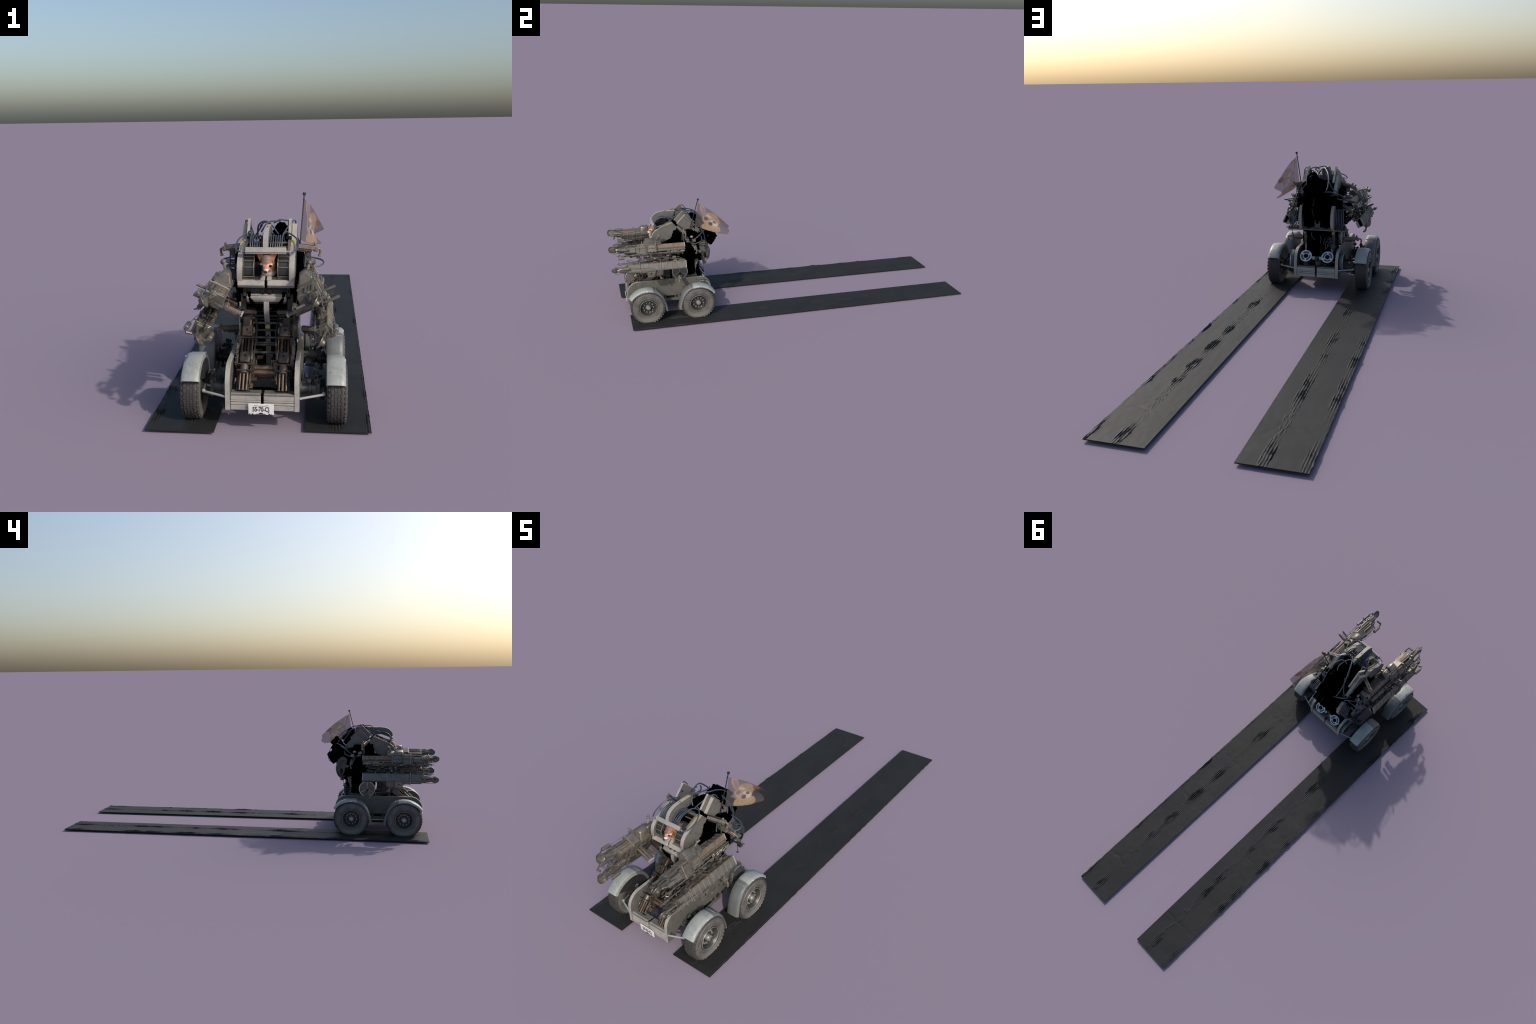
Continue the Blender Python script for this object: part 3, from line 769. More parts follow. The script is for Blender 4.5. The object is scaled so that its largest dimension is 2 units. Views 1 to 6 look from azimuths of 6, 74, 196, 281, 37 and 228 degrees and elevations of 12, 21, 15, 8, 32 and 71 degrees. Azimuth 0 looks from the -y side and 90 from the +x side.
for (y, z, a) in ((-.7245, .2500, 1.0), (-.7065, .180, 1.4)): b.box((0, y, z), (.0135, .0022, .018), 'yellow', rot=rx(a - 1.4), bev=.0004)
b.cyl((0, -.7125, .215), (0, -.708, .215), .0022, 'hole', 8)
b.obj('lower_spine', root, (0, -.73, .25), angle=50)
# ladder of slotted struts below the cabin and black hoses
b = B()
for s in (1, -1):
    b.box((s * .0105, -.752, .367), (.0105, .006, .028), 'legs', rot=rx(.15)); 
    for dz in (-.007, .006): b.box((s * .0105, -.7556, .367 + dz), (.003, .002, .007), 'hole', bev=0)
    b.box((s * .065, -.748, .365), (.010, .008, .034), 'legs'); b.box((s * .065, -.7525, .366), (.003, .002, .008), 'hole', bev=0)
    b.box((s * .074, -.735, .335), (.008, .02, .04), 'legs')
    b.box((s * .067, -.738, .318), (.012, .014, .046), 'dark'); b.box((s * .080, -.742, .322), (.006, .006, .014), 'yellow')
    b.tube([(s * .052, -.750, .362), (s * .050, -.755, .348), (s * .040, -.756, .328), (s * .026, -.752, .312), (s * .018, -.742, .306)], .0054, 'soot', 8)
    b.box((s * .05, -.735, .300), (.04, .03, .012), 'legs'); b.box((s * .055, -.718, .275), (.034, .03, .028), 'legs')
b.box((0, -.738, .360), (.12, .010, .020), 'dark'); b.box((0, -.740, .373), (.12, .012, .004), 'axle')
b.box((0, -.735, .325), (.12, .010, .004), 'axle')
for k in range(7): b.box((0, -.700 + .004 * k, .315 - .027 * k), (.10, .006, .004), 'axle')
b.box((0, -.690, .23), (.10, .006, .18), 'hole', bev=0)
b.obj('waist_frame', root, (0, -.74, .35))

# ------------------------------------------------------------------ cabin (head)
cab = bpy.data.objects.new('cabin', None); bpy.context.collection.objects.link(cab)
cab['_o'] = [0, -.72, .44]; place(cab, root, (0, -.72, .44))
tilt = math.radians(24)
cab_prof = [(-.7625, .379), (-.7755, .408), (-.7765, .430), (-.7705, .449), (-.7575, .4635), (-.737, .475), (-.700, .490), (-.664, .5045), (-.655, .494), (-.640, .478), (-.648, .463)]
q = random.Random(3)
ragged = []
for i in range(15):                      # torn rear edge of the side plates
    t = i / 14
    ragged.append((-.653 - .027 * t + (q.random() - .5) * .008, .458 - .042 * t + (q.random() - .5) * .002))
cab_prof = cab_prof + ragged + [(-.690, .413), (-.735, .392)]
for s in (1, -1):
    b = B()
    rear = tuple(range(10, 26))
    b.prism(cab_prof, 'x', s * .0688, s * .0845, 'hull', 'edge', rear)
    b.box((s * .0766, -.683, .4977), (.0140, .030, .0014), 'yellow', rot=rx(math.radians(22)), bev=.0003)
    for (y, z) in ((-.735, .466), (-.655, .49), (-.745, .40), (-.70, .41)): b.cyl((s * .0843, y, z), (s * .0862, y, z), .002, 'dark', 8)
    b.obj('cabin_side' + ('' if s > 0 else '.001'), cab, (s * .077, -.71, .44), angle=40)
b = B()
for s in (1, -1):
    cx, w = s * .0440, .0800
    b.box((cx, -.7690, .3940), (w, .010, .0185), 'edge', rot=rx(-.42), bev=.002)
    b.box((cx, -.7640, .3822), (w, .010, .0060), 'edge', rot=rx(-.42), bev=.0012)
    b.box((s * .0095, -.757, .4085), (.014, .03, .0045), 'edge', rot=rx(.4), bev=.001)
    b.box((cx, -.757, .4035), (w, .022, .004), 'hull', rot=rx(.4))
b.box((0, -.755, .392), (.16, .012, .014), 'hole', rot=rx(-.42), bev=0)
b.obj('cabin_sill', cab, (0, -.765, .395))
# roof bar and spine
b = B()
b.box((0, -.7625, .4915), (.1205, .0085, .0160), 'edge', rot=rx(-.22), bev=.0015)
b.box((0, -.7615, .4815), (.1205, .0085, .0036), 'edge', rot=rx(-.22), bev=.0008)
b.box((0, -.755, .486), (.1180, .010, .012), 'hull', bev=.001)
for s in (1, -1):
    b.cyl((s * .060, -.7620, .4865), (s * .0685, -.7620, .4865), .0045, 'beam', 10, r1=.003)
    b.cyl((s * .0685, -.762, .4865), (s * .073, -.762, .4865), .0028, 'edge', 8)
b.obj('roof_bar', cab, (0, -.76, .49))
b = B()
so = [(-.7640, .498), (-.7645, .510), (-.7595, .522), (-.7505, .533), (-.738, .5415), (-.722, .5465), (-.70, .548), (-.66, .5475), (-.628, .5465), (-.634, .512), (-.665, .508), (-.70, .510), (-.722, .508), (-.738, .502), (-.748, .494)]
b.prism(so, 'x', -.0078, .0078, 'hull', 'edge', (8, 9, 10, 11, 12, 13))
b.box((0, -.655, .5480), (.0140, .030, .0014), 'yellow', bev=.0003)
for y in (-.69, -.635): b.cyl((0, y, .546), (0, y, .5492), .002, 'hole', 8)
b.obj('roof_spine', cab, (0, -.70, .54), angle=40)
# window grilles, wrapped round the front curve
front = [(-.757, .404), (-.7685, .418), (-.770, .432), (-.7665, .447), (-.756, .460), (-.742, .4695), (-.720, .480)]
grille_n = 0
for s in (1, -1):
    b = B()
    for x in (s * .0350, s * .0675):
        b.tube([(x, y, z) for (y, z) in front], .0016, 'frame', 6)
    for (y, z) in ((-.7695, .4415), (-.760, .4585), (-.749, .4690), (-.768, .4130)):
        b.box((s * .0512, y, z), (.034, .0022, .0026), 'frame', bev=.0005)
    # gauze panel set behind the bars
    for i in range(len(front) - 1):
        (y0, z0), (y1, z1) = front[i], front[i + 1]
        b._add([(s * .0355, y0 + .004, z0), (s * .067, y0 + .004, z0), (s * .067, y1 + .004, z1), (s * .0355, y1 + .004, z1),
                (s * .0355, y0 + .0055, z0), (s * .067, y0 + .0055, z0), (s * .067, y1 + .0055, z1), (s * .0355, y1 + .0055, z1)],
               [(0, 1, 2, 3), (7, 6, 5, 4), (0, 4, 5, 1), (1, 5, 6, 2), (2, 6, 7, 3), (3, 7, 4, 0)], 'gauze')
    b.obj('window_grille' + ('' if s > 0 else '.001'), cab, (s * .05, -.765, .44))
b = B()
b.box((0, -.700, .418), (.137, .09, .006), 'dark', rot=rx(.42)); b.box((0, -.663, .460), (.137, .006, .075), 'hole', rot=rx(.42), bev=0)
for s in (1, -1):
    b.box((s * .064, -.70, .49), (.008, .07, .006), 'frame', rot=rx(.4)); b.box((s * .045, -.69, .488), (.045, .004, .004), 'frame')
b.box((0, -.668, .492), (.13, .010, .012), 'hull', rot=rx(.4))
b.obj('cabin_floor', cab, (0, -.70, .42))

# cable coils on the roof
for s in (1, -1):
    b = B()
    for k in range(6):
        x = s * (.0128 + .0066 * k) 
        j = (q.random() - .5) * .004
        lift = .002 * math.sin(k * 1.7)
        b.tube([(x, -.755, .490), (x + s * .0003, -.752, .502), (x + s * .001, -.742, .513 + lift), (x + s * .001, -.727, .521 + lift), (x + s * .0005, -.708, .524 + lift),
                (x + j, -.688, .521), (x + j, -.672, .511), (x + 2 * j, -.664, .498), (x + 2 * j, -.666, .482)], .0019, 'cable', 8)
    b.obj('cable_coil' + ('' if s > 0 else '.001'), cab, (s * .03, -.71, .51))
# loose cables
b = B()
for s in (1, -1):
    b.tube([(s * .072, -.762, .4865), (s * .083, -.756, .4865), (s * .091, -.737, .491), (s * .0925, -.712, .500), (s * .087, -.688, .511), (s * .074, -.668, .519), (s * .058, -.656, .524), (s * .045, -.652, .520)], .0024, 'cable')
    b.tube([(s * .046, -.700, .522), (s * .05, -.69, .532), (s * .058, -.675, .531), (s * .060, -.66, .518), (s * .055, -.65, .505)], .0022, 'cable')
    # loop over the spike plates
    b.tube([(s * .045, -.66, .520), (s * .055, -.63, .535), (s * .072, -.598, .552), (s * .079, -.580, .548), (s * .078, -.565, .527)], .0022, 'cable')
    # wide side loops of the upper back
    b.tube([(s * .070, -.600, .410), (s * .110, -.585, .400), (s * .150, -.568, .402), (s * .167, -.549, .408), (s * .158, -.525, .415), (s * .120, -.515, .421), (s * .090, -.513, .425), (s * .06, -.508, .445)], .0026, 'cable')
    b.tube([(s * .098, -.580, .402), (s * .115, -.555, .413), (s * .118, -.530, .430), (s * .098, -.505, .446), (s * .085, -.49, .452)], .0024, 'cable')
    b.tube([(s * .075, -.588, .385), (s * .092, -.556, .402), (s * .092, -.538, .427), (s * .088, -.524, .452), (s * .07, -.505, .470), (s * .05, -.520, .500), (s * .03, -.545, .532)], .0026, 'cable')
b.tube([(.030, -.655, .520), (.010, -.640, .543), (-.005, -.615, .550), (-.020, -.590, .546), (-.035, -.560, .53)], .0024, 'cable')
b.tube([(-.022, -.665, .528), (-.006, -.655, .552), (.008, -.63, .556), (.025, -.605, .552), (.03, -.565, .550), (.02, -.545, .545)], .0024, 'cable')
b.tube([(.012, -.650, .520), (-.002, -.620, .548), (-.022, -.580, .548), (-.042, -.535, .53), (-.050, -.500, .50), (-.047, -.475, .47), (-.03, -.470, .455)], .0028, 'cable')
b.tube([(.06, -.47, .405), (.02, -.452, .43), (-.03, -.462, .46), (-.075, -.492, .456), (-.09, -.53, .43)], .0028, 'cable')
b.tube([(.03, -.525, .528), (.055, -.52, .506), (.080, -.515, .486), (.092, -.51, .455), (.088, -.50, .430)], .0028, 'cable')
b.tube([(.012, -.60, .546), (.03, -.60, .556), (.048, -.585, .552), (.055, -.55, .545), (.052, -.51, .522), (.046, -.475, .49), (.05, -.46, .455)], .0024, 'cable')
b.tube([(.0, -.445, .445), (.0, -.428, .42), (.006, -.421, .39), (.0, -.425, .362), (-.004, -.445, .358)], .0015, 'pole', 6)
# lower cable tangle behind the knees
for k in range(15):
    s = 1 if k % 2 else -1
    x = s * (.012 + .05 * q.random()); y = -.53 - .03 * q.random(); z = .19 + .09 * q.random()
    b.tube([(x, y - .03, z + .02), (x + .02 * (q.random() - .5), y, z + .015 * q.random()), (x + .03 * (q.random() - .5), y + .018, z - .012), (x + .04 * (q.random() - .5), y + .012, z - .04)], .0019, 'cable', 6)
for k in range(5):
    b.tube([(-.03, -.54, .24 - .012 * k), (-.055, -.51, .245 - .01 * k), (-.07, -.53, .228 - .01 * k), (-.075, -.57, .235)], .0019, 'cable', 6)
b.obj('loose_cable', root, (0, -.6, .5))
bpy.data.objects['loose_cable']['kind'] = 'stuff'

# ------------------------------------------------------------------ dog
dog = bpy.data.objects.new('dog', None); bpy.context.collection.objects.link(dog)
HC = (.002, -.760, .456)
dog['_o'] = list(HC); place(dog, root, HC)
def blob(name, parts, parent, origin, mat, voxel, smooth=6):
    b = B()
    for (c, r, sc, rot) in parts: b.ball(c, r, mat, sc, 20, rot)
    ob = b.obj(name, parent, origin, angle=180)
    md = ob.modifiers.new('r', 'REMESH'); md.mode = 'VOXEL'; md.voxel_size = voxel; md.use_smooth_shade = True
    sm = ob.modifiers.new('s', 'SMOOTH'); sm.iterations = smooth; sm.factor = .5
    return applied(ob)
x, y, z = HC
blob('head', [((x, y + .006, z + .006), .0185, (1.0, 1.0, .92), None), ((x, y - .004, z - .002), .0155, (1.06, 1, .9), None),
              ((x, y - .012, z - .014), .0115, (1.05, 1.1, .95), None), ((x, y - .021, z - .0215), .0068, (1.1, 1.5, .85), None), ((x, y - .016, z - .0265), .006, (1.05, 1.3, .7), None),
              ((x - .0115, y - .007, z - .007), .0075, (1, 1, .9), None), ((x + .0115, y - .007, z - .007), .0075, (1, 1, .9), None)], dog, HC, 'fur', .0015)
for s in (1, -1):
    b = B()
    b.ball((x + s * .0112, y - .0165, z - .0095), .0056, 'eye', (1.15, .55, .62), 14, ry(-s * .42))
    b.obj('eye' + ('' if s > 0 else '.001'), dog, (x + s * .011, y - .018, z - .009))
    b = B()
    V = [(.009, .000, .020), (.0195, .004, -.001), (.024, .006, .008), (.036, .010, .033), (.022, .008, .034), (.020, .003, .016), (.018, .011, .014)]
    b._add([(x + s * p[0], y + p[1], z + p[2]) for p in V], [(0, 5, 1), (1, 5, 2), (2, 5, 3), (3, 5, 4), (4, 5, 0), (0, 1, 6), (1, 2, 6), (2, 3, 6), (3, 4, 6), (4, 0, 6)], 'ear')
    b.obj('ear' + ('' if s > 0 else '.001'), dog, (x + s * .02, y, z + .02), angle=80)
b = B(); b.ball((x, y - .0315, z - .0235), .0048, 'nose', (1.1, .75, .95), 14); b.obj('nose', dog, (x, y - .03, z - .016))
blob('torso', [((.010, -.730, .425), .022, (1.0, 1.1, 1.1), None), ((.004, -.747, .424), .0155, (1.25, .9, 1.05), None), ((.012, -.715, .445), .018, (1, 1.2, 1.2), None),
               ((.014, -.742, .444), .014, (1, 1, 1.3), None)], dog, (.008, -.73, .45), 'coat', .002)

# ------------------------------------------------------------------ back plates
back_outer = [(-.5945, .5435), (-.640, .496), (-.5655, .4155), (-.552, .409), (-.533, .4165), (-.517, .434), (-.5155, .4475), (-.520, .459)]
back_low = [(-.497, .282), (-.482, .290), (-.471, .304), (-.4662, .325), (-.4672, .345), (-.474, .364), (-.486, .383), (-.500, .394), (-.517, .393), (-.528, .378),
            (-.519, .342), (-.511, .308)]
back_inner = [(-.605, .561), (-.652, .514), (-.600, .455), (-.540, .495)]
for s in (1, -1):
    sf = '' if s > 0 else '.001'
    b = B()
    b.prism(back_outer, 'x', s * .0697, s * .0845, 'hull', 'edge', (1, 2, 3, 4, 5))
    b.prism(back_low, 'x', s * .0665, s * .0815, 'hull', 'edge', (8, 9, 10, 11))
    b.box((s * .077, -.557, .4985 + .0018), (.0138, .028, .0014), 'yellow', rot=rx(-.79), bev=.0003)
    b.box((s * .0740, -.4790, .3740), (.0138, .018, .0014), 'yellow', rot=rx(-1.1), bev=.0003)
    b.box((s * .0855, -.545, .415), (.002, .03, .006), 'hull', rot=rx(-.8))
    b.cyl((s * .0845, -.535, .43), (s * .0865, -.535, .43), .003, 'dark', 8)
    b.obj('back_plate' + sf, root, (s * .077, -.53, .42), angle=40)
    b = B()
    b.prism(back_inner, 'x', s * .0595, s * .0683, 'hull', 'edge', (1, 2))
    b.box((s * .0639, -.575, .5318 + .001), (.0078, .024, .0012), 'yellow', rot=rx(-.79), bev=.0003)
    for (yy, zz) in ((-.618, .532), (-.64, .512)): b.cyl((s * .0595, yy, zz), (s * .055, yy, zz), .004, 'dark', 8)
    b.obj('spike_plate' + sf, root, (s * .064, -.60, .51), angle=40)
    # upright coil outside the lower lobe
    b = B()
    for k in range(5):
        xx = s * (.091 + .0075 * k); bow = .006 * math.sin(k * 1.3)
        b.tube([(s * (.094 + .005 * k), -.512, .378), (xx, -.492, .372 + .001 * k), (xx + s * .004, -.474 + bow * .3, .350), (xx + s * .004, -.473 + bow * .3, .325), (xx, -.482, .300), (s * (.092 + .007 * k), -.497, .286)], .0024, 'cable', 8)
    b.obj('side_coil' + sf, root, (s * .105, -.48, .33))
# rear cross bar and its tray
b = B()
b.box((0, -.4985, .2825), (.268, .011, .0065), 'beam', rot=rx(-.5), bev=.0015)
b.box((0, -.507, .2905), (.258, .022, .004), 'dark', rot=rx(-.5))
for k in range(6): b.box((-.1 + .04 * k, -.5015, .2895), (.018, .010, .0035), 'hull', rot=rx(-.5))
for s in (1, -1):
    b.cyl((s * .132, -.498, .287), (s * .146, -.497, .289), .0042, 'beam', 8, r1=.0028); b.ball((s * .134, -.500, .293), .0045, 'beam', seg=8)
    b.box((s * .128, -.505, .283), (.02, .016, .014), 'dark')
    b.cyl((s * .120, -.508, .28), (s * .120, -.512, .245), .0012, 'dark', 6); b.ball((s * .120, -.512, .246), .005, 'dark', (1, 1, .7), 8)
    b.box((s * .010, -.500, .312), (.006, .006, .045), 'axle'); 
b.box((0, -.5015, .300), (.02, .008, .022), 'axle')
b.obj('rear_bar', root, (0, -.5, .286))

# lateral hook beams
def hook(p0, p1, w, h, tip, mat='beam'):
    b = B(); p0, p1 = Vector(p0), Vector(p1); d = (p1 - p0); L = d.length; d.normalize()
    side = d.cross(Vector((0, 0, 1))).normalized(); up = side.cross(d)
    R = Matrix((d, side, up)).transposed()
    if R.determinant() < 0: R = Matrix((d, -side, up)).transposed()
    mid = (p0 + p1) / 2
    b.box(mid + up * h * .18, (L, w, h * .80), mat, rot=R, bev=.0012)
    b.box(mid + up * h * .60, (L * .98, w * .55, h * .10), 'dark', rot=R, bev=0)
    b.box(mid - up * h * .42 - d * L * .06, (L * .80, w * .75, h * .45), 'legs', rot=R, bev=.001)
    b.box(mid - up * h * .72 - d * L * .16, (L * .5, w * .6, h * .35), 'dark', rot=R, bev=.001)
    b.box(p1 + d * .003, (.012, w * 1.15, h * 1.0), mat, rot=R, bev=.002)
    b.cyl(p1 - d * .002 + up * h * .3, p1 - d * .002 + up * h * .95, .0046, mat, 10, bev=.001)
    b.ball(p1 - d * .002 + up * h * .95, .0046, mat, seg=10)
    b.tube([p1 + d * .006, p1 + d * .013 + up * .001, p1 + d * (tip - .003) - up * .002, p1 + d * (tip - .002) - up * .010, p1 + d * (tip - .003) - up * .019], .0038, mat, 8)
    b.box(p1 + d * (tip - .003) - up * .020, (.0085, .0085, .005), mat, rot=R, bev=.001)
    return b
hk = 0
for s in (1, -1):
    for p0, p1, w, h in (((s * .082, -.634, .478), (s * .140, -.612, .467), .016, .016), ((s * .080, -.572, .402), (s * .138, -.552, .370), .013, .016),
                         ((s * .100, -.633, .213), (s * .160, -.645, .2125), .018, .015)):
        ob = hook(p0, p1, w, h, .022).obj('hook_beam' + ('' if hk == 0 else '.%03d' % hk), root, p0); hk += 1
# small ladders, boxes and brackets between the beams
b = B()
for s in (1, -1):
    b.box((s * .118, -.595, .4225), (.05, .020, .012), 'gunlite', rot=rx(-.3)); b.box((s * .118, -.59, .409), (.045, .018, .006), 'beam')
    for k in range(3): b.box((s * .108, -.61, .428 + .009 * k), (.04, .004, .003), 'axle')
    b.cyl((s * .108, -.618, .41), (s * .112, -.615, .465), .0026, 'axle', 8); b.cyl((s * .128, -.612, .41), (s * .126, -.612, .462), .0022, 'axle', 8)
    b.box((s * .118, -.613, .452), (.012, .012, .018), 'axle')
    b.ball((s * .108, -.567, .425), .0075, 'hub', (1, 1.3, 1), 10); b.box((s * .118, -.556, .408), (.02, .018, .012), 'gunlite')
    b.box((s * .128, -.515, .375), (.03, .008, .006), 'axle'); b.box((s * .145, -.53, .352), (.016, .016, .012), 'axle', rot=ry(.5))
    b.box((s * .13, -.50, .325), (.014, .012, .024), 'hole', rot=ry(.3))
b.cyl((.082, -.505, .478), (.118, -.488, .366), .0034, 'pole', 8)
b.obj('bracket', root, (0, -.58, .42))

# ------------------------------------------------------------------ gun arms
def gun_arm(s, idx):
    sf = '' if idx == 0 else '.001'
    roll = math.radians(25)
    out = Vector((s * math.cos(roll), 0, math.sin(roll))); up = Vector((-s * math.sin(roll), 0, math.cos(roll))); fw = Vector((0, -1, 0))
    C = Vector((s * .1545, -.610, .3425))
    grp = bpy.data.objects.new('gun_arm' + sf, None); bpy.context.collection.objects.link(grp)
    grp['_o'] = list(C); place(grp, root, C)
    pitch = {1: .018, -1: -.018}
    n = 0
    for g in (1, -1):                        # upper gun, lower gun = the same gun turned half round
        sfx = '' if (idx == 0 and g == 1) else '.%03d' % (idx * 2 + (0 if g == 1 else 1))
        o_, u_ = out * g, up * g
        e = .015 if g == 1 else 0.0          # the upper gun carries a wider magazine on its inner side
        def at(f, o, h): return C + fw * f + o_ * o + u_ * h
        R = Matrix((fw, o_, u_)).transposed()
        if R.determinant() < 0: R = Matrix((fw, -o_, u_)).transposed()
        def bx(b, f0, f1, o0, o1, h0, h1, mat, bev=.0012, taper=None):
            b.box(at((f0 + f1) / 2, (o0 + o1) / 2, (h0 + h1) / 2), (abs(f1 - f0), abs(o1 - o0), abs(h1 - h0)), mat, rot=R, bev=bev, taper=taper)
        q = random.Random(20 + g + 3 * idx)
        # ribbed magazine
        b = B()
        bx(b, 0, .307, -.0145 - e, .010, .028, .068, 'rib', .003)
        bx(b, 0, .307, -.0152 - e, -.010 - e, .066, .0705, 'gun', .0008)
        bx(b, .245, .300, -.0120 - e, -.012, .0665, .0700, 'plank' if e else 'gun', .001)
        bx(b, 0, .307, -.0152 - e, -.010 - e, .0262, .0295, 'rust', .0008)
        for k in range(13):
            f = .004 + .0249 * k
            bx(b, f - .0013, f + .0013, -.0168 - e, .0112, .0268, .0692, 'riblip', .0006)
        bx(b, .1335, .1395, -.0185 - e, .008, .022, .074, 'gunlite', .001)
        bx(b, .118, .134, -.0160 - e, .006, .0285, .067, 'gunlite', .002)
        b.cyl(at(.266, -.0130 - e, .05), at(.266, -.0172 - e, .05), .0022, 'rust', 8)
        bx(b, .0, .003, -.0175 - e, .004, .029, .0675, 'edge', .0008)
        b.obj('ribbed_magazine' + sfx, grp, at(.15, -.004, .048))
        # receiver, side boxes, plank
        b = B()
        bx(b, 0, .150, .0045, .0150, .042, .0675, 'plank', .001)
        bx(b, -.001, .002, .004, .0158, .041, .0685, 'edge', .0006)
        bx(b, .0, .150, .0062, .0160, .0445, .0475, 'rust', .0006)
        bx(b, .148, .206, .0055, .024, .026, .074, 'gunlite', .002)
        bx(b, .156, .198, .0240, .0270, .045, .066, 'gun', .001)
        bx(b, .160, .194, .0265, .0282, .049, .062, 'gunlite', .001)
        bx(b, .152, .155, .022, .029, .027, .080, 'gunlite', .0008); bx(b, .200, .203, .022, .029, .027, .076, 'gun', .0008)
        for h in (.070, .076, .081): b.cyl(at(.14, .020, h), at(.215, .022, h), .0014, 'gunlite', 6)
        bx(b, .204, .243, .0055, .0265, .020, .067, 'gun', .002)
        bx(b, .2405, .2470, -.0185 - e, .0300, .019, .0750, 'gunlite', .002)
        bx(b, .2465, .259, .0055, .022, .026, .064, 'gun', .001)
        bx(b, .250, .312, -.003, .006, .064, .072, 'rib', .002)
        bx(b, .258, .314, .0055, .0260, .031, .059, 'gun', .002)
        bx(b, .262, .310, .0255, .0268, .034, .056, 'rib', .0008)
        bx(b, .270, .276, .0262, .0285, .037, .041, 'gunlite', .0006)
        # breech block with an eye
        bx(b, .163, .209, -.0175 - e, .0270, .066, .1040, 'gunlite', .003, (.86, .34))
        for f0 in (.1645, .2045): bx(b, f0, f0 + .003, -.0185 - e, .0280, .0655, .0800, 'gunlite', .0008, (1, .8))
        for h in (.078, .088): b.cyl(at(.166, .0225 - (h - .066) * .36, h), at(.206, .0235 - (h - .066) * .36, h), .0016, 'gun', 6)
        bx(b, .160, .210, -.0190 - e, .0285, .066, .0720, 'gun', .0012)
        b.cyl(at(.187, -.0020 - e * .5, .086), at(.187, -.0122 - e * .62, .084), .0032, 'hole', 10);         bx(b, .172, .202, -.0128, -.0118, .069, .072, 'gun', .0004)
        bx(b, .122, .165, -.0120 - e, .0230, .066, .0990, 'gun', .003, (.9, .30))
        b.cyl(at(.145, .008, .095), at(.136, .018, .107), .0042, 'beam', 8); b.ball(at(.136, .021, .110), .0062, 'beam', seg=10)
        b.cyl(at(.136, .021, .110), at(.126, .028, .112), .0045, 'beam', 8)
        # top tubes
        for o, m in ((-.006, 'gunlite'), (.004, 'rust'), (.014, 'gun')):
            b.cyl(at(.207, o, .0705), at(.300, o, .0685), .0048, m, 10)
        bx(b, .21, .243, -.010 - e, .019, .066, .0760, 'gunlite', .002)
        # front clamp and barrel
        bx(b, .305, .313, -.0165 - e, .013, .0265, .0690, 'gun', .003)
        bx(b, .305, .319, -.010, .026, .031, .066, 'gun', .003)
        for o, h, rr in ((-.004, .060, .0052), (-.004, .044, .0046), (.0145, .0500, .0100), (.006, .066, .0036)):
            b.cyl(at(.314, o, h), at(.352, o + (.010 if o < 0 else 0), .5 * (h + .052)), rr, 'gun', 10)
        b.cyl(at(.345, .0145, .0508), at(.366, .0150, .0515), .0078, 'gunlite', 10)
        b.cyl(at(.314, .012, .068), at(.372, .013, .0700), .0011, 'dark', 6); b.cyl(at(.314, .012, .036), at(.372, .013, .0335), .0011, 'dark', 6)
        b.obj('receiver' + sfx, grp, at(.18, .012, .05))
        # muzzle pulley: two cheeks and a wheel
        b = B(); c = at(.3695, .0155, .0515)
        ax = (o_ * -.60 + u_ * .79).normalized() * g       # the dishes lean the other way from the boxes
        T = Matrix.Translation(c) @ ax.to_track_quat('X', 'Z').to_matrix().to_4x4()
        b.lathe([(-.0030, .0002), (-.0030, .0120), (-.0016, .0168), (.0012, .0196), (.0032, .0199), (.0040, .0190), (.0026, .0168), (.0006, .0125), (.0002, .0060), (.0030, .0050), (.0036, .0002)], 'gun', T, 36)
        b.lathe([(-.0100, .0002), (-.0100, .0078), (-.0088, .0100), (-.0030, .0100)], 'gun', T @ Matrix.Translation((0, 0, 0)), 24, caps=False)
        b.cyl(c - ax * .0098, c - ax * .0112, .0062, 'rib', 16)
        b.box(c - fw * .014 - ax * .0045, (.026, .008, .006), 'gun', rot=R, bev=.001)
        b.box(c - fw * .016 + ax * .0030, (.022, .006, .004), 'gunlite', rot=R, bev=.001)
        b.cyl(c - fw * .004, c - fw * .024, .0052, 'gun', 10)
        b.obj('muzzle_pulley' + sfx, grp, c)
        # thin rails, springs, lever under the barrel
        b = B()
        b.cyl(at(.012, .0235, .0205), at(.348, .021, .020), .0021, 'gunlite', 8); b.cyl(at(.012, .0165, .0160), at(.335, .016, .0150), .0017, 'gun', 8)
        bx(b, .0, .150, .010, .0235, .0300, .0350, 'gun', .0008); bx(b, .004, .025, .012, .026, .018, .028, 'gunlite', .001)
        bx(b, .318, .338, .015, .027, .0155, .0235, 'gun', .001); b.cyl(at(.335, .02, .020), at(.366, .018, .021), .0026, 'gunlite', 8, r1=.0010)
        b.tube([at(.338, .016, .026), at(.352, .022, .020), at(.346, .030, .012)], .0022, 'gun', 6)
        for sd in (-.030 - e, .040):
            b.cyl(at(.300, sd, .048), at(.338, sd, .050), .0078, 'gunlite', 10, bev=.001)
            b.cyl(at(.190, sd * .8, .055), at(.300, sd, .048), .0009, 'gunlite', 5); b.cyl(at(.338, sd, .05), at(.356, sd * .8, .053), .0032, 'gun', 6)
            b.cyl(at(.356, sd * .85, .053), at(.350, sd * .3, .052), .0046, 'gun', 8)
            b.cyl(at(.24, sd * .85, .052), at(.24, sd * .4, .055), .0014, 'gun', 6)
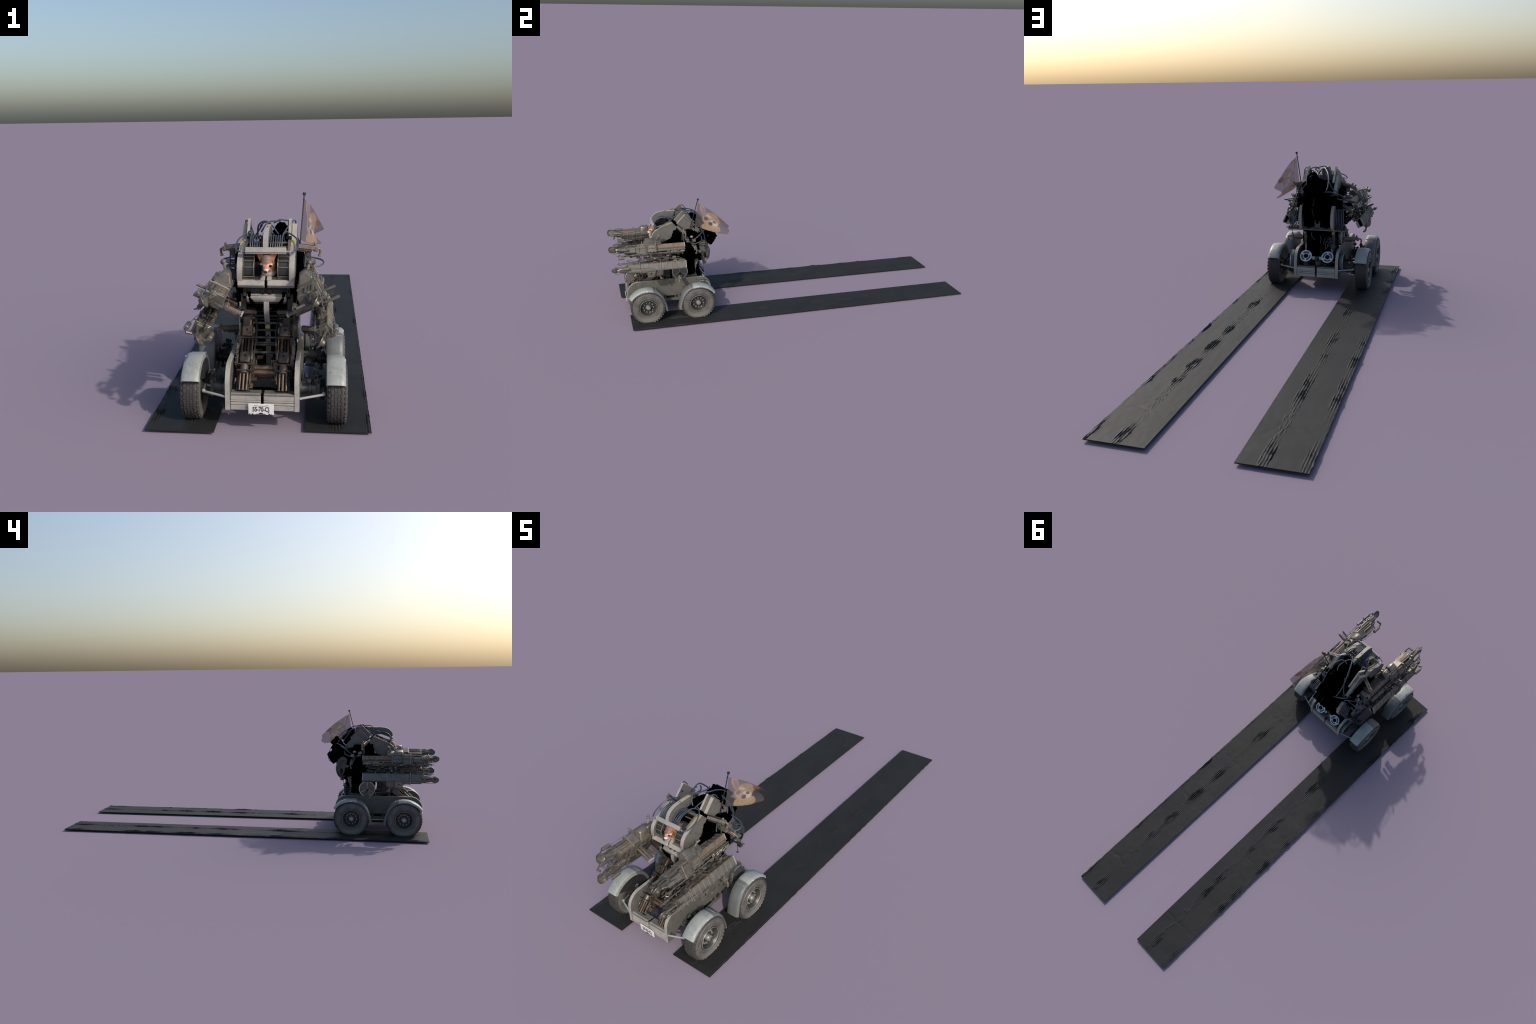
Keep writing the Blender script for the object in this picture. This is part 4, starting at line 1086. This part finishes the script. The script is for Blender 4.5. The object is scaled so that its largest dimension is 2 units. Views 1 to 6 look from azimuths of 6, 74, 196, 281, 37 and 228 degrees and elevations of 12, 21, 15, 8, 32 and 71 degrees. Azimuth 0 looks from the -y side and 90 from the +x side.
        for k in range(34):
            f = .005 + .315 * q.random(); o = -.010 + .034 * q.random(); h = .004 + .022 * q.random()
            m = q.choice(('gun', 'dark', 'gunlite', 'gun', 'legs'))
            if q.random() < .35: b.cyl(at(f, o, h), at(f + .01 + .03 * q.random(), o + .003, h), .0015 + .002 * q.random(), m, 7)
            else: bx(b, f, f + .004 + .016 * q.random(), o, o + .004 + .008 * q.random(), h, h + .003 + .008 * q.random(), m, .0006)
        for k in range(12):
            f = .008 + .075 * q.random(); h = .016 + .012 * q.random()
            b.tube([at(f, .018, h), at(f + .010, .024, h + .004), at(f + .018, .020, h - .003)], .0022, 'gunlite', 6)
        for k in range(16):
            f = .150 + .055 * q.random(); h = .010 + .03 * q.random()
            bx(b, f, f + .007, .020, .025 + .005 * q.random(), h, h + .005, q.choice(('gun', 'gunlite', 'dark')), .0006)
        ob = b.obj('gun_fitting' + sfx, grp, at(.15, .01, .02)); ob['kind'] = 'stuff'
    # bars that pass between the two guns, core frame
    def at(f, o, h): return C + fw * f + out * o + up * h
    R = Matrix((fw, out, up)).transposed()
    if R.determinant() < 0: R = Matrix((fw, -out, up)).transposed()
    b = B()
    b.cyl(at(.168, .0, -.009), at(.168, .062, -.009), .0048, 'gunlite', 10); b.cyl(at(.178, .0, .026), at(.178, .064, .026), .0042, 'gunlite', 10)
    for k in range(3): b.cyl(at(.170 + .006 * k, .0, .006 + .006 * k), at(.170 + .006 * k, .055, .006 + .006 * k), .0012, 'gun', 6)
    b.box(at(.191, -.048, .010), (.010, .092, .0045), 'gunlite', rot=R, bev=.001); b.box(at(.204, -.048, .008), (.006, .088, .008), 'beam', rot=R, bev=.001)
    b.box(at(.185, -.046, .0035), (.016, .080, .004), 'gun', rot=R, bev=.001)
    b.box(at(.197, -.093, .008), (.026, .006, .012), 'edge', rot=R, bev=.001)
    b.box(at(.150, -.050, -.012), (.012, .060, .012), 'plank', rot=R, bev=.001)
    b.obj('cross_bar' + sf, grp, at(.18, 0, .01))
    b = B()
    qq = random.Random(31 + idx)
    for h in (-.014, .013): b.box(at(.150, .003, h), (.26, .006, .004), 'legs', rot=R, bev=.0006)
    b.box(at(.16, .004, 0), (.10, .008, .012), 'dark', rot=R)
    for k in range(60):
        f = .03 + .22 * qq.random(); o = -.014 + .030 * qq.random(); h = -.022 + .044 * qq.random()
        mm = qq.choice(('legs', 'legs', 'dark', 'gun', 'rust', 'gunlite'))
        if k % 3 == 0: b.cyl(at(f, o, h), at(f + .008 + .03 * qq.random(), o + .004 * qq.random(), h), .0014 + .003 * qq.random(), mm, 7)
        else: b.box(at(f, o, h), (.006 + .022 * qq.random(), .004 + .008 * qq.random(), .004 + .009 * qq.random()), mm, rot=R, bev=.0006)
    b.box(at(.165, -.020, 0), (.03, .04, .014), 'dark', rot=R); b.box(at(.12, -.040, .0), (.03, .06, .02), 'legs', rot=R)
    b.cyl(at(.12, -.01, 0), at(.12, -.085, -.02), .007, 'dark', 14); b.cyl(at(.08, -.01, -.01), at(.08, -.075, -.03), .008, 'dark', 12)
    b.obj('arm_core' + sf, grp, at(.16, 0, 0))
gun_arm(1, 0); gun_arm(-1, 1)

# ------------------------------------------------------------------ rear speakers
fn = Vector((0, .79, .61)).normalized()
for i, s in enumerate((1, -1)):
    sf = '' if s > 0 else '.001'
    c = Vector((.051 * s, -.487, .157))
    T = Matrix.Translation(c) @ fn.to_track_quat('X', 'Z').to_matrix().to_4x4() @ Matrix.Rotation(.5 * s, 4, 'X')
    b = B()
    b.lathe([(-.050, .020), (-.012, .023), (-.004, .0245), (-.0005, .0245), (-.0005, .001)], 'drab', T, 32)
    b.lathe([(-.006, .001), (-.002, .0098), (.0045, .0098), (.0055, .004), (.009, .0035), (.009, .0002)], 'hole', T, 20)
    b.obj('speaker' + sf, root, c)
    b = B()
    for r0, r1 in ((.0108, .0148), (.0225, .0285)):
        b.lathe([(.0, r0), (.0022, r0), (.0026, r0 + .0008), (.0026, r1 - .0012), (.0014, r1), (.0, r1)], 'fan', T, 40, closed=True)
    for k in range(3):
        a = 2 * math.pi * k / 3
        p = T @ Vector((.0012, .0178 * math.cos(a), .0178 * math.sin(a)))
        RR = T.to_3x3() @ rx(a)
        b.box(p, (.0022, .010, .0085), 'fan', rot=RR, bev=.0004)
    for k in range(6):
        a = 2 * math.pi * (k + .5) / 6
        p = T @ Vector((.0026, .0238 * math.cos(a), .0238 * math.sin(a))); b.cyl(p, p + fn * .0008, .0011, 'axle', 6)
    b.obj('speaker_ring' + sf, root, c)
    b = B()
    b.box((s * .0175, -.493, .148), (.013, .010, .013), 'fan', rot=rx(-.6), bev=.001); b.box((s * .012, -.498, .150), (.026, .006, .01), 'drab', rot=rx(-.6))
    b.obj('speaker_clip' + sf, root, (s * .0175, -.49, .15))
b = B()
for k in range(34):
    b.box(((q.random() - .5) * .15, -.53 + .045 * q.random(), .085 + .06 * q.random()), (.006 + .02 * q.random(), .006 + .01 * q.random(), .005 + .012 * q.random()), q.choice(('dark', 'drab', 'hole', 'dark', 'legs')), rot=rx(q.random()))
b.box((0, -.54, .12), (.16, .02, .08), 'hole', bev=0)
ob = b.obj('engine_bay', root, (0, -.51, .11)); ob['kind'] = 'stuff'

# ------------------------------------------------------------------ soot black body filling the frame
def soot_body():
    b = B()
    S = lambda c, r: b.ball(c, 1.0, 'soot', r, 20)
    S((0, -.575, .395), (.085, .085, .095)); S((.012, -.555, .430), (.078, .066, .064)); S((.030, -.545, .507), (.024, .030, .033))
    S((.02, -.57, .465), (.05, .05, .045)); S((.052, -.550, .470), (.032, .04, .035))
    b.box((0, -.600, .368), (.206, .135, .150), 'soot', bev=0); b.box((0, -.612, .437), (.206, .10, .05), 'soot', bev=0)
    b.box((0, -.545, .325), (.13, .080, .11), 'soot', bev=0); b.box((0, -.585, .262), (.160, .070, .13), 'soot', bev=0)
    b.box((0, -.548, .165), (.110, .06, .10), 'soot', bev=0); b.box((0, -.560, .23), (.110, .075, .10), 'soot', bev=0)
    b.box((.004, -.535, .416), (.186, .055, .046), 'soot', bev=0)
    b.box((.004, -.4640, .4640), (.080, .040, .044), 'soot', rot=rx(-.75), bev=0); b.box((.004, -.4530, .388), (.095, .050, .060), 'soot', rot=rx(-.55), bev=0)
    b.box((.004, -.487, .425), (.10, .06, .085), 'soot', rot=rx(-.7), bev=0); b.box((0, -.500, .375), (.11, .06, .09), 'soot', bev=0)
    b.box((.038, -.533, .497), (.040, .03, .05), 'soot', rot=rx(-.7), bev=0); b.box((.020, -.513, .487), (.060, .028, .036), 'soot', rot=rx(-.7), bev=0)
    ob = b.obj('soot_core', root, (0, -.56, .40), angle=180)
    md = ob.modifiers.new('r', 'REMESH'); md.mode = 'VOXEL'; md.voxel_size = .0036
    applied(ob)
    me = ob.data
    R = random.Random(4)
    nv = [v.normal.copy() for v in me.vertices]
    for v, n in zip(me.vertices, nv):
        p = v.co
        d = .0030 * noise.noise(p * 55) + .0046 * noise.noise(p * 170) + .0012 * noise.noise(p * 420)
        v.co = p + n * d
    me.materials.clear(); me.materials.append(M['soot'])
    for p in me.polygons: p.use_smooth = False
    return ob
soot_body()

# ------------------------------------------------------------------ flag
pole0, pole1 = Vector((.0915, -.573, .46)), Vector((.1038, -.5275, .627))
b = B()
b.cyl(pole0 + (pole0 - pole1) * .05, pole1, .0021, 'pole', 8)
b.cyl(pole1 - Vector((0, 0, .002)), pole1 + Vector((.0006, .002, .006)), .0055, 'pole', 8, bev=.001)
b.ball(pole0 + (pole1 - pole0) * .30, .0032, 'axle', seg=8)
b.cyl(pole0 + (pole1 - pole0) * .90, pole0 + (pole1 - pole0) * .91, .0034, 'pole', 8)
fp = b.obj('flag_pole', root, pole0)
P00, P10, P11, P01 = Vector((.1045, -.527, .611)), Vector((.1615, -.377, .490)), Vector((.1595, -.382, .440)), Vector((.0955, -.546, .482))
dirv = Vector((.355, .935, 0)).normalized(); nrm = Vector((.935, -.355, 0))
nu, nv = 48, 32; bm = bmesh.new(); grid = []
for j in range(nv + 1):
    row = []
    for i in range(nu + 1):
        u, v = i / nu, j / nv
        p = (P00 * (1 - v) + P01 * v) * (1 - u) + (P10 * (1 - v) + P11 * v) * u
        p = p + nrm * (-.030 * u ** 1.9 * max(0, math.sin(math.pi * min(1, v * 1.08))) ** 1.3 + .0035 * u * math.sin(6.28 * (1.3 * u + .6 * v)) + .004 * math.sin(math.pi * u) * (1 - v))
        # top edge sags in a gentle curve, fly edge is nibbled
        p.z += .010 * math.sin(math.pi * u) * (1 - v) - .006 * math.sin(math.pi * u) * v
        p += dirv * (.006 * u * math.sin(9 * v + 1))
        w = p - P00
        row.append(bm.verts.new((w.dot(dirv), w.dot(-nrm), w.z)))
    grid.append(row)
for j in range(nv):
    for i in range(nu): bm.faces.new((grid[j][i], grid[j][i + 1], grid[j + 1][i + 1], grid[j + 1][i]))
me = bpy.data.meshes.new('flag_cloth'); bm.to_mesh(me); bm.free()
for p in me.polygons: p.use_smooth = True
me.materials.append(M['flag'])
fl = bpy.data.objects.new('flag_cloth', me); bpy.context.collection.objects.link(fl)
md = fl.modifiers.new('thick', 'SOLIDIFY'); md.thickness = .0006
applied(fl)
fl['_o'] = list(P00); place(fl, fp, P00)
fl.rotation_euler = (0, 0, math.atan2(dirv.y, dirv.x))

# drop the helper property
for ob in bpy.data.objects:
    if '_o' in ob: del ob['_o']
